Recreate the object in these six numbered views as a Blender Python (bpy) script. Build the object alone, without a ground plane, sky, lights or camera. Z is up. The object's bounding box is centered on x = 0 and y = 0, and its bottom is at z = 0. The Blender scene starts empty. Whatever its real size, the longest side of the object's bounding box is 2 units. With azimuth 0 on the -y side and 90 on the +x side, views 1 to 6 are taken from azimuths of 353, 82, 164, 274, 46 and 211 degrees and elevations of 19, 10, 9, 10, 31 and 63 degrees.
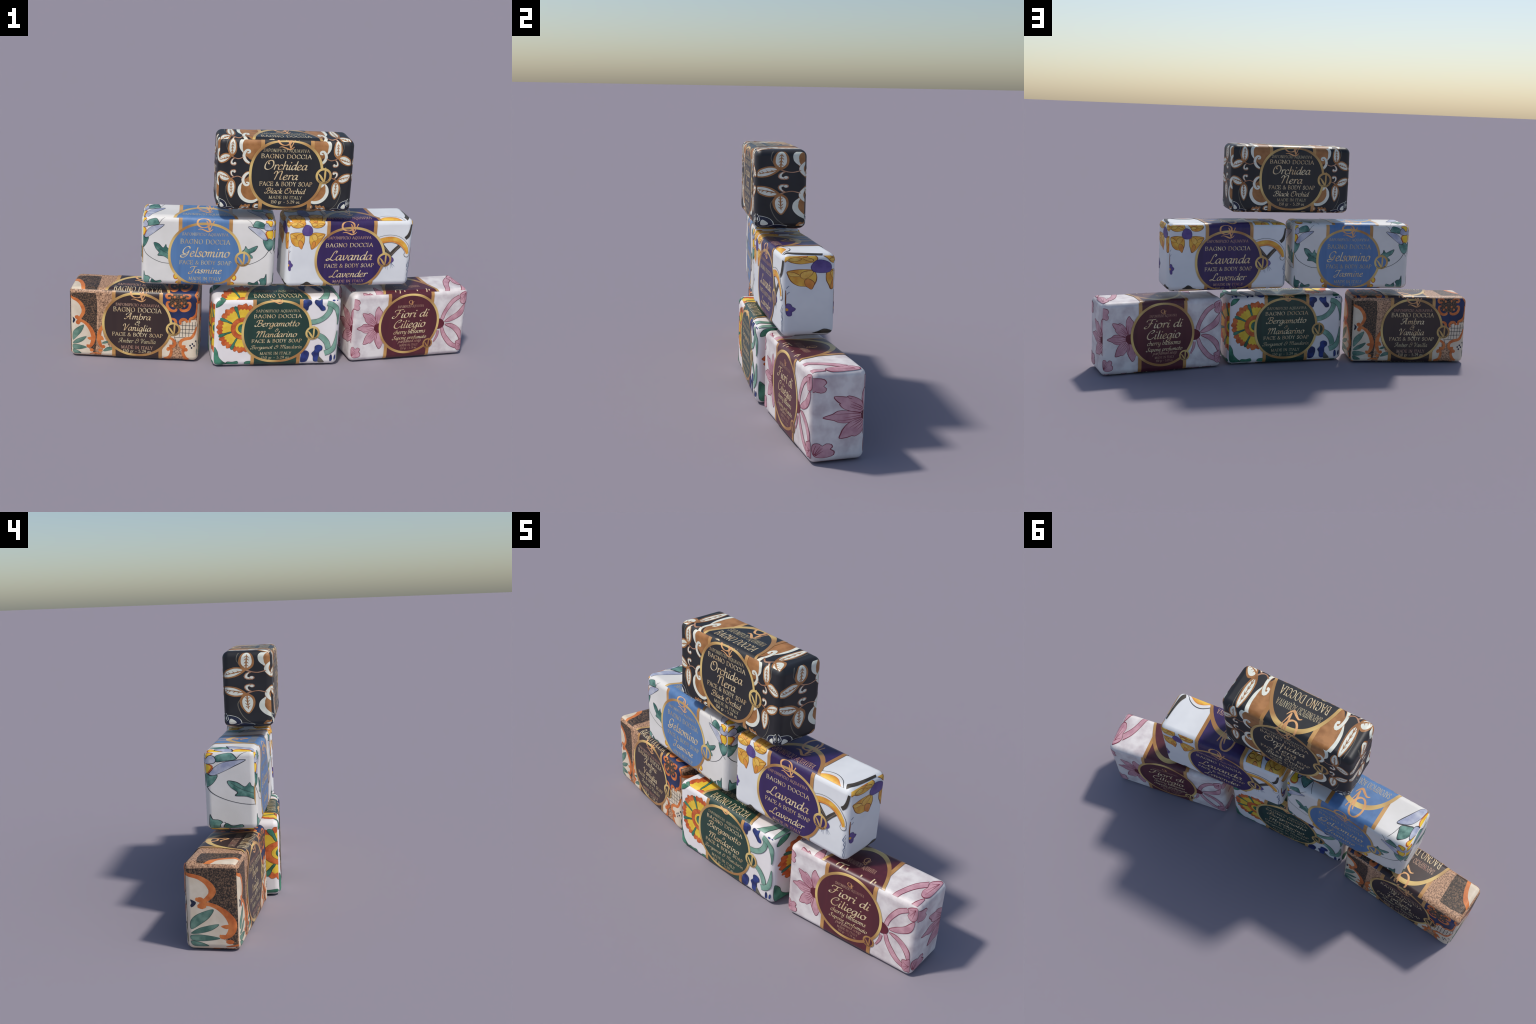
"""Six paper-wrapped soap bars stacked as a pyramid (three, two, one).

Every bar is a softly rounded block.  The printed wrapper is built as thin real
pieces (label band, medallion, lettering, leaves, ribbons ...) that are drawn in
a flat design space in millimetres, cut along the surface grid of the bar and
laid onto it.  The same design is printed on the front and the back, its upper
strip runs over the top and the bottom, its left strip over both ends.
"""
import math
import bpy
import bmesh
import numpy as np
from mathutils import Vector, noise
from mathutils.geometry import tessellate_polygon

# ------------------------------------------------------------------ materials
MATERIALS = {}


def material(name, colour, second=None, scale=25.0, stretch=(1, 1, 1), rough=0.5, low=0.35, high=0.65, grain=0.02, specular=0.5, detail=4.0, coat=0.0):
    """Principled print colour, broken up by a noise between two tones."""
    m = bpy.data.materials.new(name)
    m.use_nodes = True
    nodes, links = m.node_tree.nodes, m.node_tree.links
    shader = nodes["Principled BSDF"]
    shader.inputs["Roughness"].default_value = rough
    shader.inputs["Specular IOR Level"].default_value = specular
    shader.inputs["Coat Weight"].default_value = coat
    shader.inputs["Coat Roughness"].default_value = 0.3
    where = nodes.new("ShaderNodeTexCoord")
    mapping = nodes.new("ShaderNodeMapping")
    mapping.inputs["Scale"].default_value = stretch
    links.new(where.outputs["Object"], mapping.inputs["Vector"])
    blotch = nodes.new("ShaderNodeTexNoise")
    blotch.inputs["Scale"].default_value = scale
    blotch.inputs["Detail"].default_value = detail
    links.new(mapping.outputs["Vector"], blotch.inputs["Vector"])
    ramp = nodes.new("ShaderNodeValToRGB")
    ramp.color_ramp.elements[0].position, ramp.color_ramp.elements[1].position = low, high
    ramp.color_ramp.elements[0].color = (*colour, 1)
    ramp.color_ramp.elements[1].color = (*(second or tuple(c * 0.85 for c in colour)), 1)
    links.new(blotch.outputs["Fac"], ramp.inputs["Fac"])
    links.new(ramp.outputs["Color"], shader.inputs["Base Color"])
    if grain:
        fibre = nodes.new("ShaderNodeTexNoise")
        fibre.inputs["Scale"].default_value = 260
        links.new(where.outputs["Object"], fibre.inputs["Vector"])
        bump = nodes.new("ShaderNodeBump")
        bump.inputs["Strength"].default_value = grain * 5
        bump.inputs["Distance"].default_value = 0.002
        links.new(fibre.outputs["Fac"], bump.inputs["Height"])
        links.new(bump.outputs["Normal"], shader.inputs["Normal"])
    MATERIALS[name] = m
    return m


def srgb(r, g, b):
    return tuple((c / 255 / 12.92) if c <= 10 else ((c / 255 + 0.055) / 1.055) ** 2.4 for c in (r, g, b))


FOIL = dict(rough=0.42, grain=0.01, coat=0.15)
UPRIGHT = (40, 40, 2)  # fine vertical streaks of the embossed label
material("black_paper", srgb(30, 30, 33), srgb(38, 38, 42), 12)
material("white_paper", srgb(232, 228, 222), srgb(224, 220, 213), 9)
material("cool_paper", srgb(232, 233, 233), srgb(224, 225, 226), 9)
material("bright_paper", srgb(240, 234, 232), srgb(232, 225, 222), 9)
material("blush_paper", srgb(236, 229, 225), srgb(205, 192, 192), 16, low=0.38, high=0.66, detail=6)
material("granite_paper", srgb(208, 162, 126), srgb(104, 74, 54), 150, low=0.40, high=0.66, detail=8)
material("granite_dark", srgb(46, 36, 28), srgb(146, 112, 84), 170, low=0.45, high=0.72, detail=8)
material("black_label", srgb(31, 31, 33), srgb(36, 36, 38), 1, UPRIGHT, **FOIL)
material("blue_label", srgb(90, 129, 176), srgb(80, 118, 165), 1, UPRIGHT, **FOIL)
material("purple_label", srgb(55, 33, 92), srgb(47, 27, 79), 1, UPRIGHT, **FOIL)
material("brown_label", srgb(58, 41, 38), srgb(50, 35, 33), 1, UPRIGHT, **FOIL)
material("green_label", srgb(32, 66, 55), srgb(26, 55, 46), 1, UPRIGHT, **FOIL)
material("maroon_label", srgb(92, 34, 44), srgb(80, 28, 38), 1, UPRIGHT, **FOIL)
material("gold_ring", srgb(228, 196, 120), srgb(170, 122, 68), 7, low=0.36, high=0.62, rough=0.4, detail=1, coat=0.15)
material("gold_stripe", srgb(212, 162, 96), srgb(170, 118, 62), 8, low=0.35, high=0.62, rough=0.4, detail=1, coat=0.15)
material("copper_gilt", srgb(240, 182, 122), srgb(206, 148, 96), 14, rough=0.4)
material("gilt", srgb(238, 220, 178), srgb(208, 174, 126), 30, rough=0.4)
material("dull_gilt", srgb(208, 196, 156), srgb(176, 152, 116), 26, rough=0.45)
material("rose_gilt", srgb(212, 176, 146), srgb(170, 120, 104), 22, rough=0.45)
material("badge_ink", srgb(46, 36, 26))
material("amber_print", srgb(182, 126, 74), srgb(150, 98, 50), 22)
material("cream_print", srgb(240, 238, 222), srgb(222, 226, 210), 30)
material("tan_print", srgb(196, 150, 120), srgb(160, 110, 76), 30)
material("grey_print", srgb(92, 92, 84), srgb(120, 112, 96), 30)
material("navy_print", srgb(28, 38, 66), srgb(20, 28, 52), 30)
material("ink", srgb(34, 38, 42), srgb(46, 50, 54), 40)
material("teal_print", srgb(116, 160, 146), srgb(52, 104, 94), 24, low=0.38, high=0.6)
material("lilac_print", srgb(198, 200, 210), srgb(154, 160, 186), 22, low=0.38, high=0.62)
material("yellow_print", srgb(248, 212, 60), srgb(238, 186, 44), 30)
material("rust_print", srgb(206, 108, 44), srgb(176, 82, 34), 30)
material("white_print", srgb(234, 232, 228), srgb(224, 222, 220), 20)
material("honey_print", srgb(240, 190, 74), srgb(222, 150, 50), 26, low=0.38, high=0.62)
material("orange_print", srgb(232, 156, 70), srgb(214, 130, 50), 26)
material("rust_ink", srgb(150, 84, 34), srgb(120, 66, 28), 40)
material("violet_print", srgb(104, 84, 150), srgb(84, 64, 130), 30)
material("violet_ink", srgb(66, 48, 108), srgb(56, 40, 94), 40)
material("slate_print", srgb(78, 100, 140), srgb(60, 80, 116), 40)
material("bark_print", srgb(50, 46, 40), srgb(80, 72, 62), 26)
material("bark_light", srgb(128, 114, 98), srgb(104, 90, 78), 26)
material("ivory_print", srgb(230, 215, 192), srgb(218, 200, 174), 20)
material("tangerine_print", srgb(220, 128, 64), srgb(194, 98, 42), 26, low=0.38, high=0.62)
material("sage_print", srgb(116, 148, 130), srgb(70, 108, 94), 24, low=0.36, high=0.62)
material("deep_sage", srgb(66, 96, 84), srgb(48, 78, 66), 40)
material("honey_light", srgb(244, 200, 96), srgb(228, 166, 66), 30, low=0.38, high=0.62)
material("navy_field", srgb(36, 52, 100), srgb(24, 36, 72), 12, low=0.38, high=0.62)
material("leaf_green", srgb(74, 140, 112), srgb(38, 96, 74), 24, low=0.38, high=0.62)
material("mint_print", srgb(136, 176, 157), srgb(100, 144, 125), 20, low=0.38, high=0.62)
material("cobalt_print", srgb(46, 66, 136), srgb(28, 38, 90), 30, low=0.38, high=0.62)
material("marigold_print", srgb(222, 116, 54), srgb(190, 82, 38), 40, low=0.38, high=0.62)
material("sun_print", srgb(240, 206, 66), srgb(230, 186, 50), 30)
material("pink_print", srgb(216, 168, 176), srgb(190, 136, 148), 22, low=0.36, high=0.64)
material("wine_ink", srgb(140, 56, 76), srgb(120, 42, 62), 40)
material("wine_print", srgb(110, 34, 50), srgb(92, 26, 42), 40)

# ------------------------------------------------------------------ lettering
# A pen alphabet: every letter is a few strokes, drawn with a slanted broad nib.
# Serif capitals stand 10 units tall.
SERIF = {}
SERIF["A"] = 9.6, [[(0.9, 0), (5, 10)], [(4.7, 10), (8.8, 0)], [(2.5, 3.4), (7.2, 3.4)], [(0, 0.1), (2.2, 0.1)], [(7.4, 0.1), (10, 0.1)]]
SERIF["B"] = 8.2, [[(1.6, 0), (1.6, 10)], [(0.3, 9.9), (4.6, 9.8), (6.6, 7.6), (4.8, 5.4), (1.6, 5.2)], [(1.6, 5.3), (5.4, 5.1), (7.4, 2.7), (5.2, 0.2), (0.3, 0.1)]]
SERIF["C"] = 8.8, [[(8.0, 7.4), (7.2, 9.2), (5, 10), (2.1, 8.6), (1, 5), (2.1, 1.4), (5, 0), (7.4, 0.8), (8.4, 2.8)], [(8, 6.8), (8, 9.8)]]
SERIF["D"] = 9.8, [[(1.6, 0), (1.6, 10)], [(0.3, 9.9), (4.6, 9.8), (7.8, 8.4), (8.9, 5), (7.8, 1.6), (4.6, 0.2), (0.3, 0.1)]]
SERIF["E"] = 8, [[(1.6, 0), (1.6, 10)], [(0.3, 9.9), (7, 9.9)], [(7, 10), (7.1, 7.6)], [(1.6, 5.2), (5.4, 5.2)], [(5.4, 6.4), (5.4, 4)], [(0.3, 0.1), (7.2, 0.1)], [(7.2, 0), (7.4, 2.6)]]
SERIF["F"] = 7.4, [[(1.6, 0), (1.6, 10)], [(0.3, 9.9), (7, 9.9)], [(7, 10), (7.1, 7.6)], [(1.6, 5.2), (5.4, 5.2)], [(5.4, 6.4), (5.4, 4)], [(0.3, 0.1), (3.2, 0.1)]]
SERIF["G"] = 9.6, [[(8.2, 7.4), (7.2, 9.2), (5, 10), (2.1, 8.6), (1, 5), (2.1, 1.4), (5, 0), (7.2, 0.6), (8.3, 1.6)], [(8.2, 6.8), (8.2, 9.8)], [(8.3, 4.4), (8.3, 0.8)], [(6.6, 4.4), (9.5, 4.4)]]
SERIF["I"] = 4, [[(2, 0), (2, 10)], [(0.6, 9.9), (3.4, 9.9)], [(0.6, 0.1), (3.4, 0.1)]]
SERIF["K"] = 9, [[(1.6, 0), (1.6, 10)], [(0.3, 0.1), (3, 0.1)], [(0.3, 9.9), (3, 9.9)], [(1.6, 4.4), (7.4, 10)], [(3.6, 6), (8.4, 0)]]
SERIF["L"] = 7.6, [[(1.6, 0), (1.6, 10)], [(0.3, 9.9), (3.2, 9.9)], [(0.3, 0.1), (7, 0.1)], [(7, 0), (7.2, 2.8)]]
SERIF["M"] = 12, [[(1.6, 0), (2, 10)], [(1.8, 10), (6, 0.4)], [(5.8, 0), (9.8, 10)], [(9.8, 10), (10.2, 0)], [(0.3, 0.1), (3, 0.1)], [(8.8, 0.1), (11.6, 0.1)], [(0.6, 9.9), (2, 9.9)], [(9.8, 9.9), (11.2, 9.9)]]
SERIF["N"] = 10, [[(1.8, 0), (1.8, 10)], [(1.4, 10), (8.4, 0)], [(8.4, 0), (8.4, 10)], [(0.4, 0.1), (3.2, 0.1)], [(7, 9.9), (9.8, 9.9)], [(0.3, 9.9), (1.8, 9.9)]]
SERIF["O"] = 9.8, [[(4.9, 10), (2, 8.6), (0.9, 5), (2, 1.4), (4.9, 0), (7.8, 1.4), (8.9, 5), (7.8, 8.6), (4.9, 10)]]
SERIF["P"] = 7.6, [[(1.6, 0), (1.6, 10)], [(0.3, 9.9), (4.8, 9.8), (7, 7.4), (5, 4.8), (1.6, 4.6)], [(0.3, 0.1), (3.2, 0.1)]]
SERIF["Q"] = 9.8, [*SERIF["O"][1], [(4.6, 1), (6.4, -1.6), (9.4, -2)]]
SERIF["S"] = 7, [[(5.8, 7.6), (4.8, 9.6), (2.6, 9.8), (1.2, 8), (2.4, 6), (5, 4.4), (6, 2.4), (4.8, 0.4), (2.4, 0.1), (1, 2.2)], [(5.9, 7.2), (5.9, 9.8)], [(0.9, 0.2), (0.9, 2.8)]]
SERIF["T"] = 8, [[(4, 0), (4, 10)], [(0.6, 9.9), (7.4, 9.9)], [(0.6, 10), (0.4, 7.4)], [(7.4, 10), (7.6, 7.4)], [(2.6, 0.1), (5.4, 0.1)]]
SERIF["U"] = 9.6, [[(1.8, 10), (1.8, 3), (3, 0.6), (5.2, 0), (7.2, 0.8), (8, 3), (8, 10)], [(0.4, 9.9), (3.2, 9.9)], [(6.8, 9.9), (9.4, 9.9)]]
SERIF["V"] = 9.2, [[(1, 10), (4.6, 0)], [(4.4, 0), (8.2, 10)], [(0, 9.9), (2.6, 9.9)], [(6.8, 9.9), (9.4, 9.9)]]
SERIF["Y"] = 8.8, [[(1, 10), (4.4, 4.6)], [(4.4, 4.6), (7.8, 10)], [(4.4, 4.8), (4.4, 0)], [(0, 9.9), (2.4, 9.9)], [(6.6, 9.9), (9, 9.9)], [(3, 0.1), (5.8, 0.1)]]
SERIF["&"] = 9.6, [[(9, 5.6), (7, 1.6), (4, 0), (1.4, 1), (1.2, 3.4), (4.6, 5.8), (5.6, 8), (4.4, 9.8), (2.8, 8.6), (3.4, 6), (6, 2.4), (9.2, 0.2)]]
SERIF["0"] = 7, [[(3.5, 9.6), (1.4, 7.8), (0.9, 4.8), (1.6, 1.4), (3.5, 0), (5.4, 1.4), (6.1, 4.8), (5.6, 7.8), (3.5, 9.6)]]
SERIF["1"] = 5, [[(2.8, 9.6), (2.8, 0)], [(1, 8), (2.8, 9.6)], [(1.2, 0.1), (4.4, 0.1)]]
SERIF["2"] = 7, [[(1.2, 7.4), (2, 9.2), (4, 9.6), (5.6, 8), (5, 5.4), (2.6, 2.6), (1, 0.2)], [(1, 0.3), (6, 0.3)], [(6, 0.2), (6.2, 2)]]
SERIF["5"] = 7, [[(1.8, 9.6), (5.8, 9.4)], [(1.8, 9.6), (1.5, 5.4)], [(1.5, 5.2), (3.6, 5.8), (5.8, 4.2), (5.6, 1.6), (3.6, 0), (1.4, 0.4), (1, 1.8)]]
SERIF["9"] = 7, [[(5.8, 6.6), (4, 4), (1.8, 4.4), (1, 6.8), (2, 9.2), (4, 9.6), (5.8, 7.8), (5.8, 4.4), (4.4, 1), (1.6, 0)]]
SERIF["."] = 3, [[(1.4, -0.1), (1.4, 1.3)]]
SERIF["-"] = 6.5, [[(1, 3.6), (5, 3.6)], [(1, 4.0), (5, 4.0)]]
SERIF["g"] = 6.4, [[(3, 6.2), (1.2, 5), (1.6, 2.8), (3.6, 2.6), (4.8, 4.4), (3, 6.2)], [(4.4, 5.8), (6, 6.2)], [(2, 2.6), (1.6, 1.2), (4.6, 0.4), (5.2, -1.4), (3, -2.8), (0.8, -1.8), (2, 0.4)]]
SERIF["r"] = 5, [[(1.6, 6), (1.6, 0)], [(0.4, 5.9), (1.6, 5.9)], [(1.6, 3.8), (3, 6), (4.6, 5.4)], [(0.4, 0.1), (3, 0.1)]]
SERIF["o"] = 6.2, [[(3.1, 6.2), (1.3, 5.2), (0.9, 3), (1.5, 0.8), (3.1, 0), (4.7, 0.8), (5.3, 3), (4.8, 5.2), (3.1, 6.2)]]
SERIF["z"] = 5.6, [[(0.8, 6), (5, 6)], [(4.8, 6), (1, 0.2)], [(0.8, 0.1), (5, 0.1)], [(5, 0), (5.2, 1.8)], [(0.8, 6), (0.7, 4.4)]]
SERIF[" "] = 4.2, []

# Script: x-height 5.4, capitals 10, slanted when set.
BOWL = [(4.3, 4.5), (2.9, 5.4), (1.1, 4.2), (0.6, 1.8), (1.6, 0), (3.2, 1.2), (4.3, 3.9)]
SCRIPT = {}
SCRIPT["a"] = 5.3, [BOWL, [(4.5, 5.3), (4.1, 1.4), (4.7, 0), (5.7, 1.0)]]
SCRIPT["b"] = 5.1, [[(1.3, 9.4), (0.9, 3), (1.2, 0.7), (2.6, 0), (4.2, 1.4), (4.4, 4), (3.2, 5.3), (1.4, 3.8)]]
SCRIPT["c"] = 4.4, [[(3.8, 4.1), (3.2, 5.3), (1.6, 4.9), (0.6, 2.8), (1.1, 0.5), (2.6, 0), (4.4, 1.3)]]
SCRIPT["d"] = 5.4, [BOWL, [(4.8, 9.4), (4.2, 1.4), (4.8, 0), (5.8, 1)]]
SCRIPT["e"] = 4.5, [[(0.9, 2.5), (2.7, 3.0), (3.7, 4.3), (2.8, 5.4), (1.2, 4.5), (0.6, 2.3), (1.3, 0.3), (2.8, 0), (4.5, 1.4)]]
SCRIPT["f"] = 4, [[(4.4, 8.6), (3.4, 9.4), (2.5, 8.2), (2.1, 4), (1.8, -2), (0.7, -3.6)], [(0.5, 5.2), (3.9, 5.2)]]
SCRIPT["g"] = 5.3, [BOWL, [(4.5, 5.3), (4.2, 0), (3.8, -2.6), (2.2, -3.8), (0.6, -2.8), (1.9, -1.2), (5.5, 0.9)]]
SCRIPT["h"] = 5.5, [[(1.3, 9.4), (1.0, 0)], [(1.1, 2.8), (2.4, 4.9), (3.7, 5.2), (4.3, 4), (4.0, 1.2), (4.7, 0), (5.7, 1)]]
SCRIPT["i"] = 2.7, [[(1.4, 5.3), (1.0, 1.3), (1.6, 0), (2.7, 1)], [(1.6, 7.2), (1.6, 8.4)]]
SCRIPT["k"] = 5, [[(1.3, 9.4), (1, 0)], [(1.2, 2.5), (3.3, 5.2), (4.1, 4.4), (3, 2.9), (1.6, 2.6)], [(2.2, 2.6), (3.4, 0.6), (4.4, 0), (5.3, 0.9)]]
SCRIPT["l"] = 2.7, [[(1.6, 9.4), (1.1, 1.3), (1.7, 0), (2.8, 1)]]
SCRIPT["m"] = 8, [[(0.5, 4.4), (1.3, 5.3), (1.1, 0)], [(1.2, 3), (2.7, 5.1), (3.7, 4.8), (3.6, 0)], [(3.7, 3), (5.2, 5.1), (6.3, 4.8), (6.2, 1.2), (6.9, 0), (7.9, 1)]]
SCRIPT["n"] = 5.6, [[(0.5, 4.4), (1.3, 5.3), (1.1, 0)], [(1.2, 3), (2.8, 5.1), (3.9, 4.8), (3.8, 1.2), (4.5, 0), (5.5, 1)]]
SCRIPT["o"] = 5.1, [[(2.6, 5.4), (1.0, 4.5), (0.6, 2.6), (1.2, 0.4), (2.6, 0), (4.1, 1.1), (4.4, 3.2), (3.6, 5), (2.6, 5.4)], [(3.8, 4.6), (5.2, 4.4)]]
SCRIPT["p"] = 5.2, [[(1.3, 5.6), (1.0, 0), (0.7, -4)], [(1.2, 3.6), (2.7, 5.3), (4.3, 4.5), (4.2, 1.5), (2.8, 0), (1.2, 1)]]
SCRIPT["r"] = 4, [[(0.5, 4.4), (1.3, 5.3), (1.1, 0)], [(1.2, 2.8), (2.2, 4.9), (3.5, 5.3), (3.9, 4.3)]]
SCRIPT["s"] = 4, [[(3.6, 4.4), (2.4, 5.4), (1.2, 4.5), (2.2, 3), (3.4, 1.5), (2.4, 0), (0.8, 0.4), (0.5, 1.4)]]
SCRIPT["t"] = 3.5, [[(1.8, 8.6), (1.2, 1.4), (1.8, 0), (3.3, 1)], [(0.3, 5.3), (3.3, 5.3)]]
SCRIPT["u"] = 5.6, [[(1.2, 5.3), (0.9, 1.4), (1.8, 0), (3.2, 0.9), (4.2, 3.2)], [(4.4, 5.3), (4.0, 1.3), (4.6, 0), (5.7, 1)]]
SCRIPT["v"] = 5, [[(0.5, 4.6), (1.2, 5.3), (1.5, 2), (2.0, 0), (3.7, 2), (4.3, 4.4), (3.7, 5.3), (5, 5)]]
SCRIPT["y"] = 5.2, [[(1.2, 5.3), (0.9, 1.4), (1.8, 0), (3.2, 0.9), (4.2, 3.2)], [(4.4, 5.3), (4.1, 0), (3.6, -2.8), (2.2, -3.8), (0.7, -2.8)]]
SCRIPT["O"] = 9, [[(5, 10), (2, 9), (0.6, 5.4), (1.2, 1.4), (4, 0), (7.2, 1.8), (8.2, 5.5), (7, 9), (4.8, 9.8), (3.1, 8.4), (3.2, 6.4), (4.6, 6)]]
SCRIPT["N"] = 9, [[(0, 6.6), (0.8, 9.2), (2.4, 9.4), (2.8, 6), (2.0, 0)], [(2.6, 5.4), (4.2, 8.8), (5.8, 9.8), (6.9, 8.6), (6.6, 3), (7, 0.3), (8.6, 1)]]
SCRIPT["B"] = 8, [[(3.4, 9.6), (2.9, 4), (2, 0.6), (0.6, 0), (-0.8, 1.2), (0.2, 2.6)], [(0.2, 6.4), (0.9, 9), (3.9, 10), (6.6, 9.2), (6.6, 6.8), (4.2, 5.2), (3, 5.2)], [(4, 5.2), (6.8, 4.6), (7.2, 2), (5.2, 0.1), (3.0, 0.5)]]
SCRIPT["G"] = 8.2, [[(7.2, 8), (6.2, 9.9), (3.6, 9.6), (1.4, 6.8), (1.6, 3.6), (3.8, 2.8), (6, 4.6), (6.8, 6.2)], [(6.8, 6), (5.8, 1.4), (3, -0.9), (0.4, -0.4), (0.1, 1.2), (2.6, 1.6), (6, 1.6)]]
SCRIPT["J"] = 6.6, [[(0.4, 7.4), (1.2, 9.6), (4, 9.5), (7.4, 10)], [(5.2, 9.5), (4.2, 3), (2.8, -0.8), (0.8, -1), (0, 0.6), (1.6, 2.4), (4.2, 2.8)]]
SCRIPT["L"] = 7.4, [[(6.2, 7.4), (6.9, 9.2), (5.6, 10), (4.4, 8.2), (3.6, 4.4), (2.3, 1), (0.6, 0), (-0.5, 0.9), (0.6, 1.9), (3, 1.1), (5.4, 0), (7.5, 1.3)]]
SCRIPT["A"] = 8.6, [[(0, 1.4), (1, 0), (3, 2), (5, 7), (6.6, 10)], [(6.5, 10), (6.2, 4), (6.6, 0.3), (8.3, 1)], [(1.8, 3.8), (6.4, 3.8)], [(6.4, 9.6), (3, 9.4), (1, 7.8), (1.2, 6.2)]]
SCRIPT["V"] = 7.4, [[(0, 6.6), (0.6, 9.2), (2.2, 9.6), (2.9, 6), (2.8, 0), (5.2, 4.6), (6.6, 8.4), (7.8, 9.8)]]
SCRIPT["M"] = 11.4, [[(0, 6.6), (0.8, 9.2), (2.2, 9.4), (2.4, 5), (1.4, 0)], [(2.4, 5), (4.6, 9), (6, 9.4), (5.9, 4), (5.2, 0)], [(5.9, 5), (8, 9), (9.5, 9.4), (9.5, 4), (9.4, 0.5), (11, 1)]]
SCRIPT["F"] = 7.4, [[(0.4, 7.2), (1.2, 9.5), (4, 9.5), (8, 10)], [(5, 9.5), (4, 4), (2.4, 0.4), (0.3, 0), (-0.3, 1.5), (1.4, 2.6)], [(2.4, 5), (6.2, 5.4)]]
SCRIPT["C"] = 7.4, [[(3.8, 6.6), (5.4, 7.2), (6.4, 9), (5.2, 10), (2.8, 8.8), (1, 5.4), (1, 2), (3, 0), (5.4, 0.4), (7.2, 2.4)]]
SCRIPT["S"] = 6.6, [[(6.4, 8), (5.4, 9.8), (3.2, 9.2), (3.2, 7), (4.9, 4.4), (4.6, 1.4), (2.2, 0), (0, 0.9), (0.5, 2.6), (2, 2.4)]]
SCRIPT["&"] = 8.4, [[(7.2, 7.2), (5, 9.6), (3, 8.6), (3.4, 6), (5.4, 5.4)], [(4, 5.6), (1.4, 4.6), (0.8, 1.8), (3, 0), (6, 1.4), (7.2, 4.4), (5.8, 5.6), (8.4, 6.2)]]
SCRIPT[" "] = 3.2, []


def spline(points, closed=False, step=5.0):
    """Catmull-Rom curve through the control points, about `step` long per segment."""
    p = [np.array(q, float) for q in points]
    if len(p) == 2:
        return np.array(p)
    n, out = len(p), []
    for i in range(n if closed else n - 1):
        if closed:
            a, b, c, d = p[i - 1], p[i], p[(i + 1) % n], p[(i + 2) % n]
        else:
            b, c = p[i], p[i + 1]
            a = p[i - 1] if i else 2 * b - c
            d = p[i + 2] if i + 2 < n else 2 * c - b
        m = int(min(12, max(2, np.linalg.norm(c - b) / step)))
        for k in range(m):
            t = k / m
            out.append(0.5 * (2 * b + (c - a) * t + (2 * a - 5 * b + 4 * c - d) * t * t + (3 * b - a - 3 * c + d) * t**3))
    if not closed:
        out.append(p[-1])
    return np.array(out)


def ribbon(path, widths):
    """Left and right border of a stroke of varying width."""
    d = np.gradient(path, axis=0)
    d /= np.linalg.norm(d, axis=1, keepdims=True) + 1e-9
    side = np.stack([-d[:, 1], d[:, 0]], 1) * (np.asarray(widths) / 2)[:, None]
    return path + side, path - side


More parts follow.
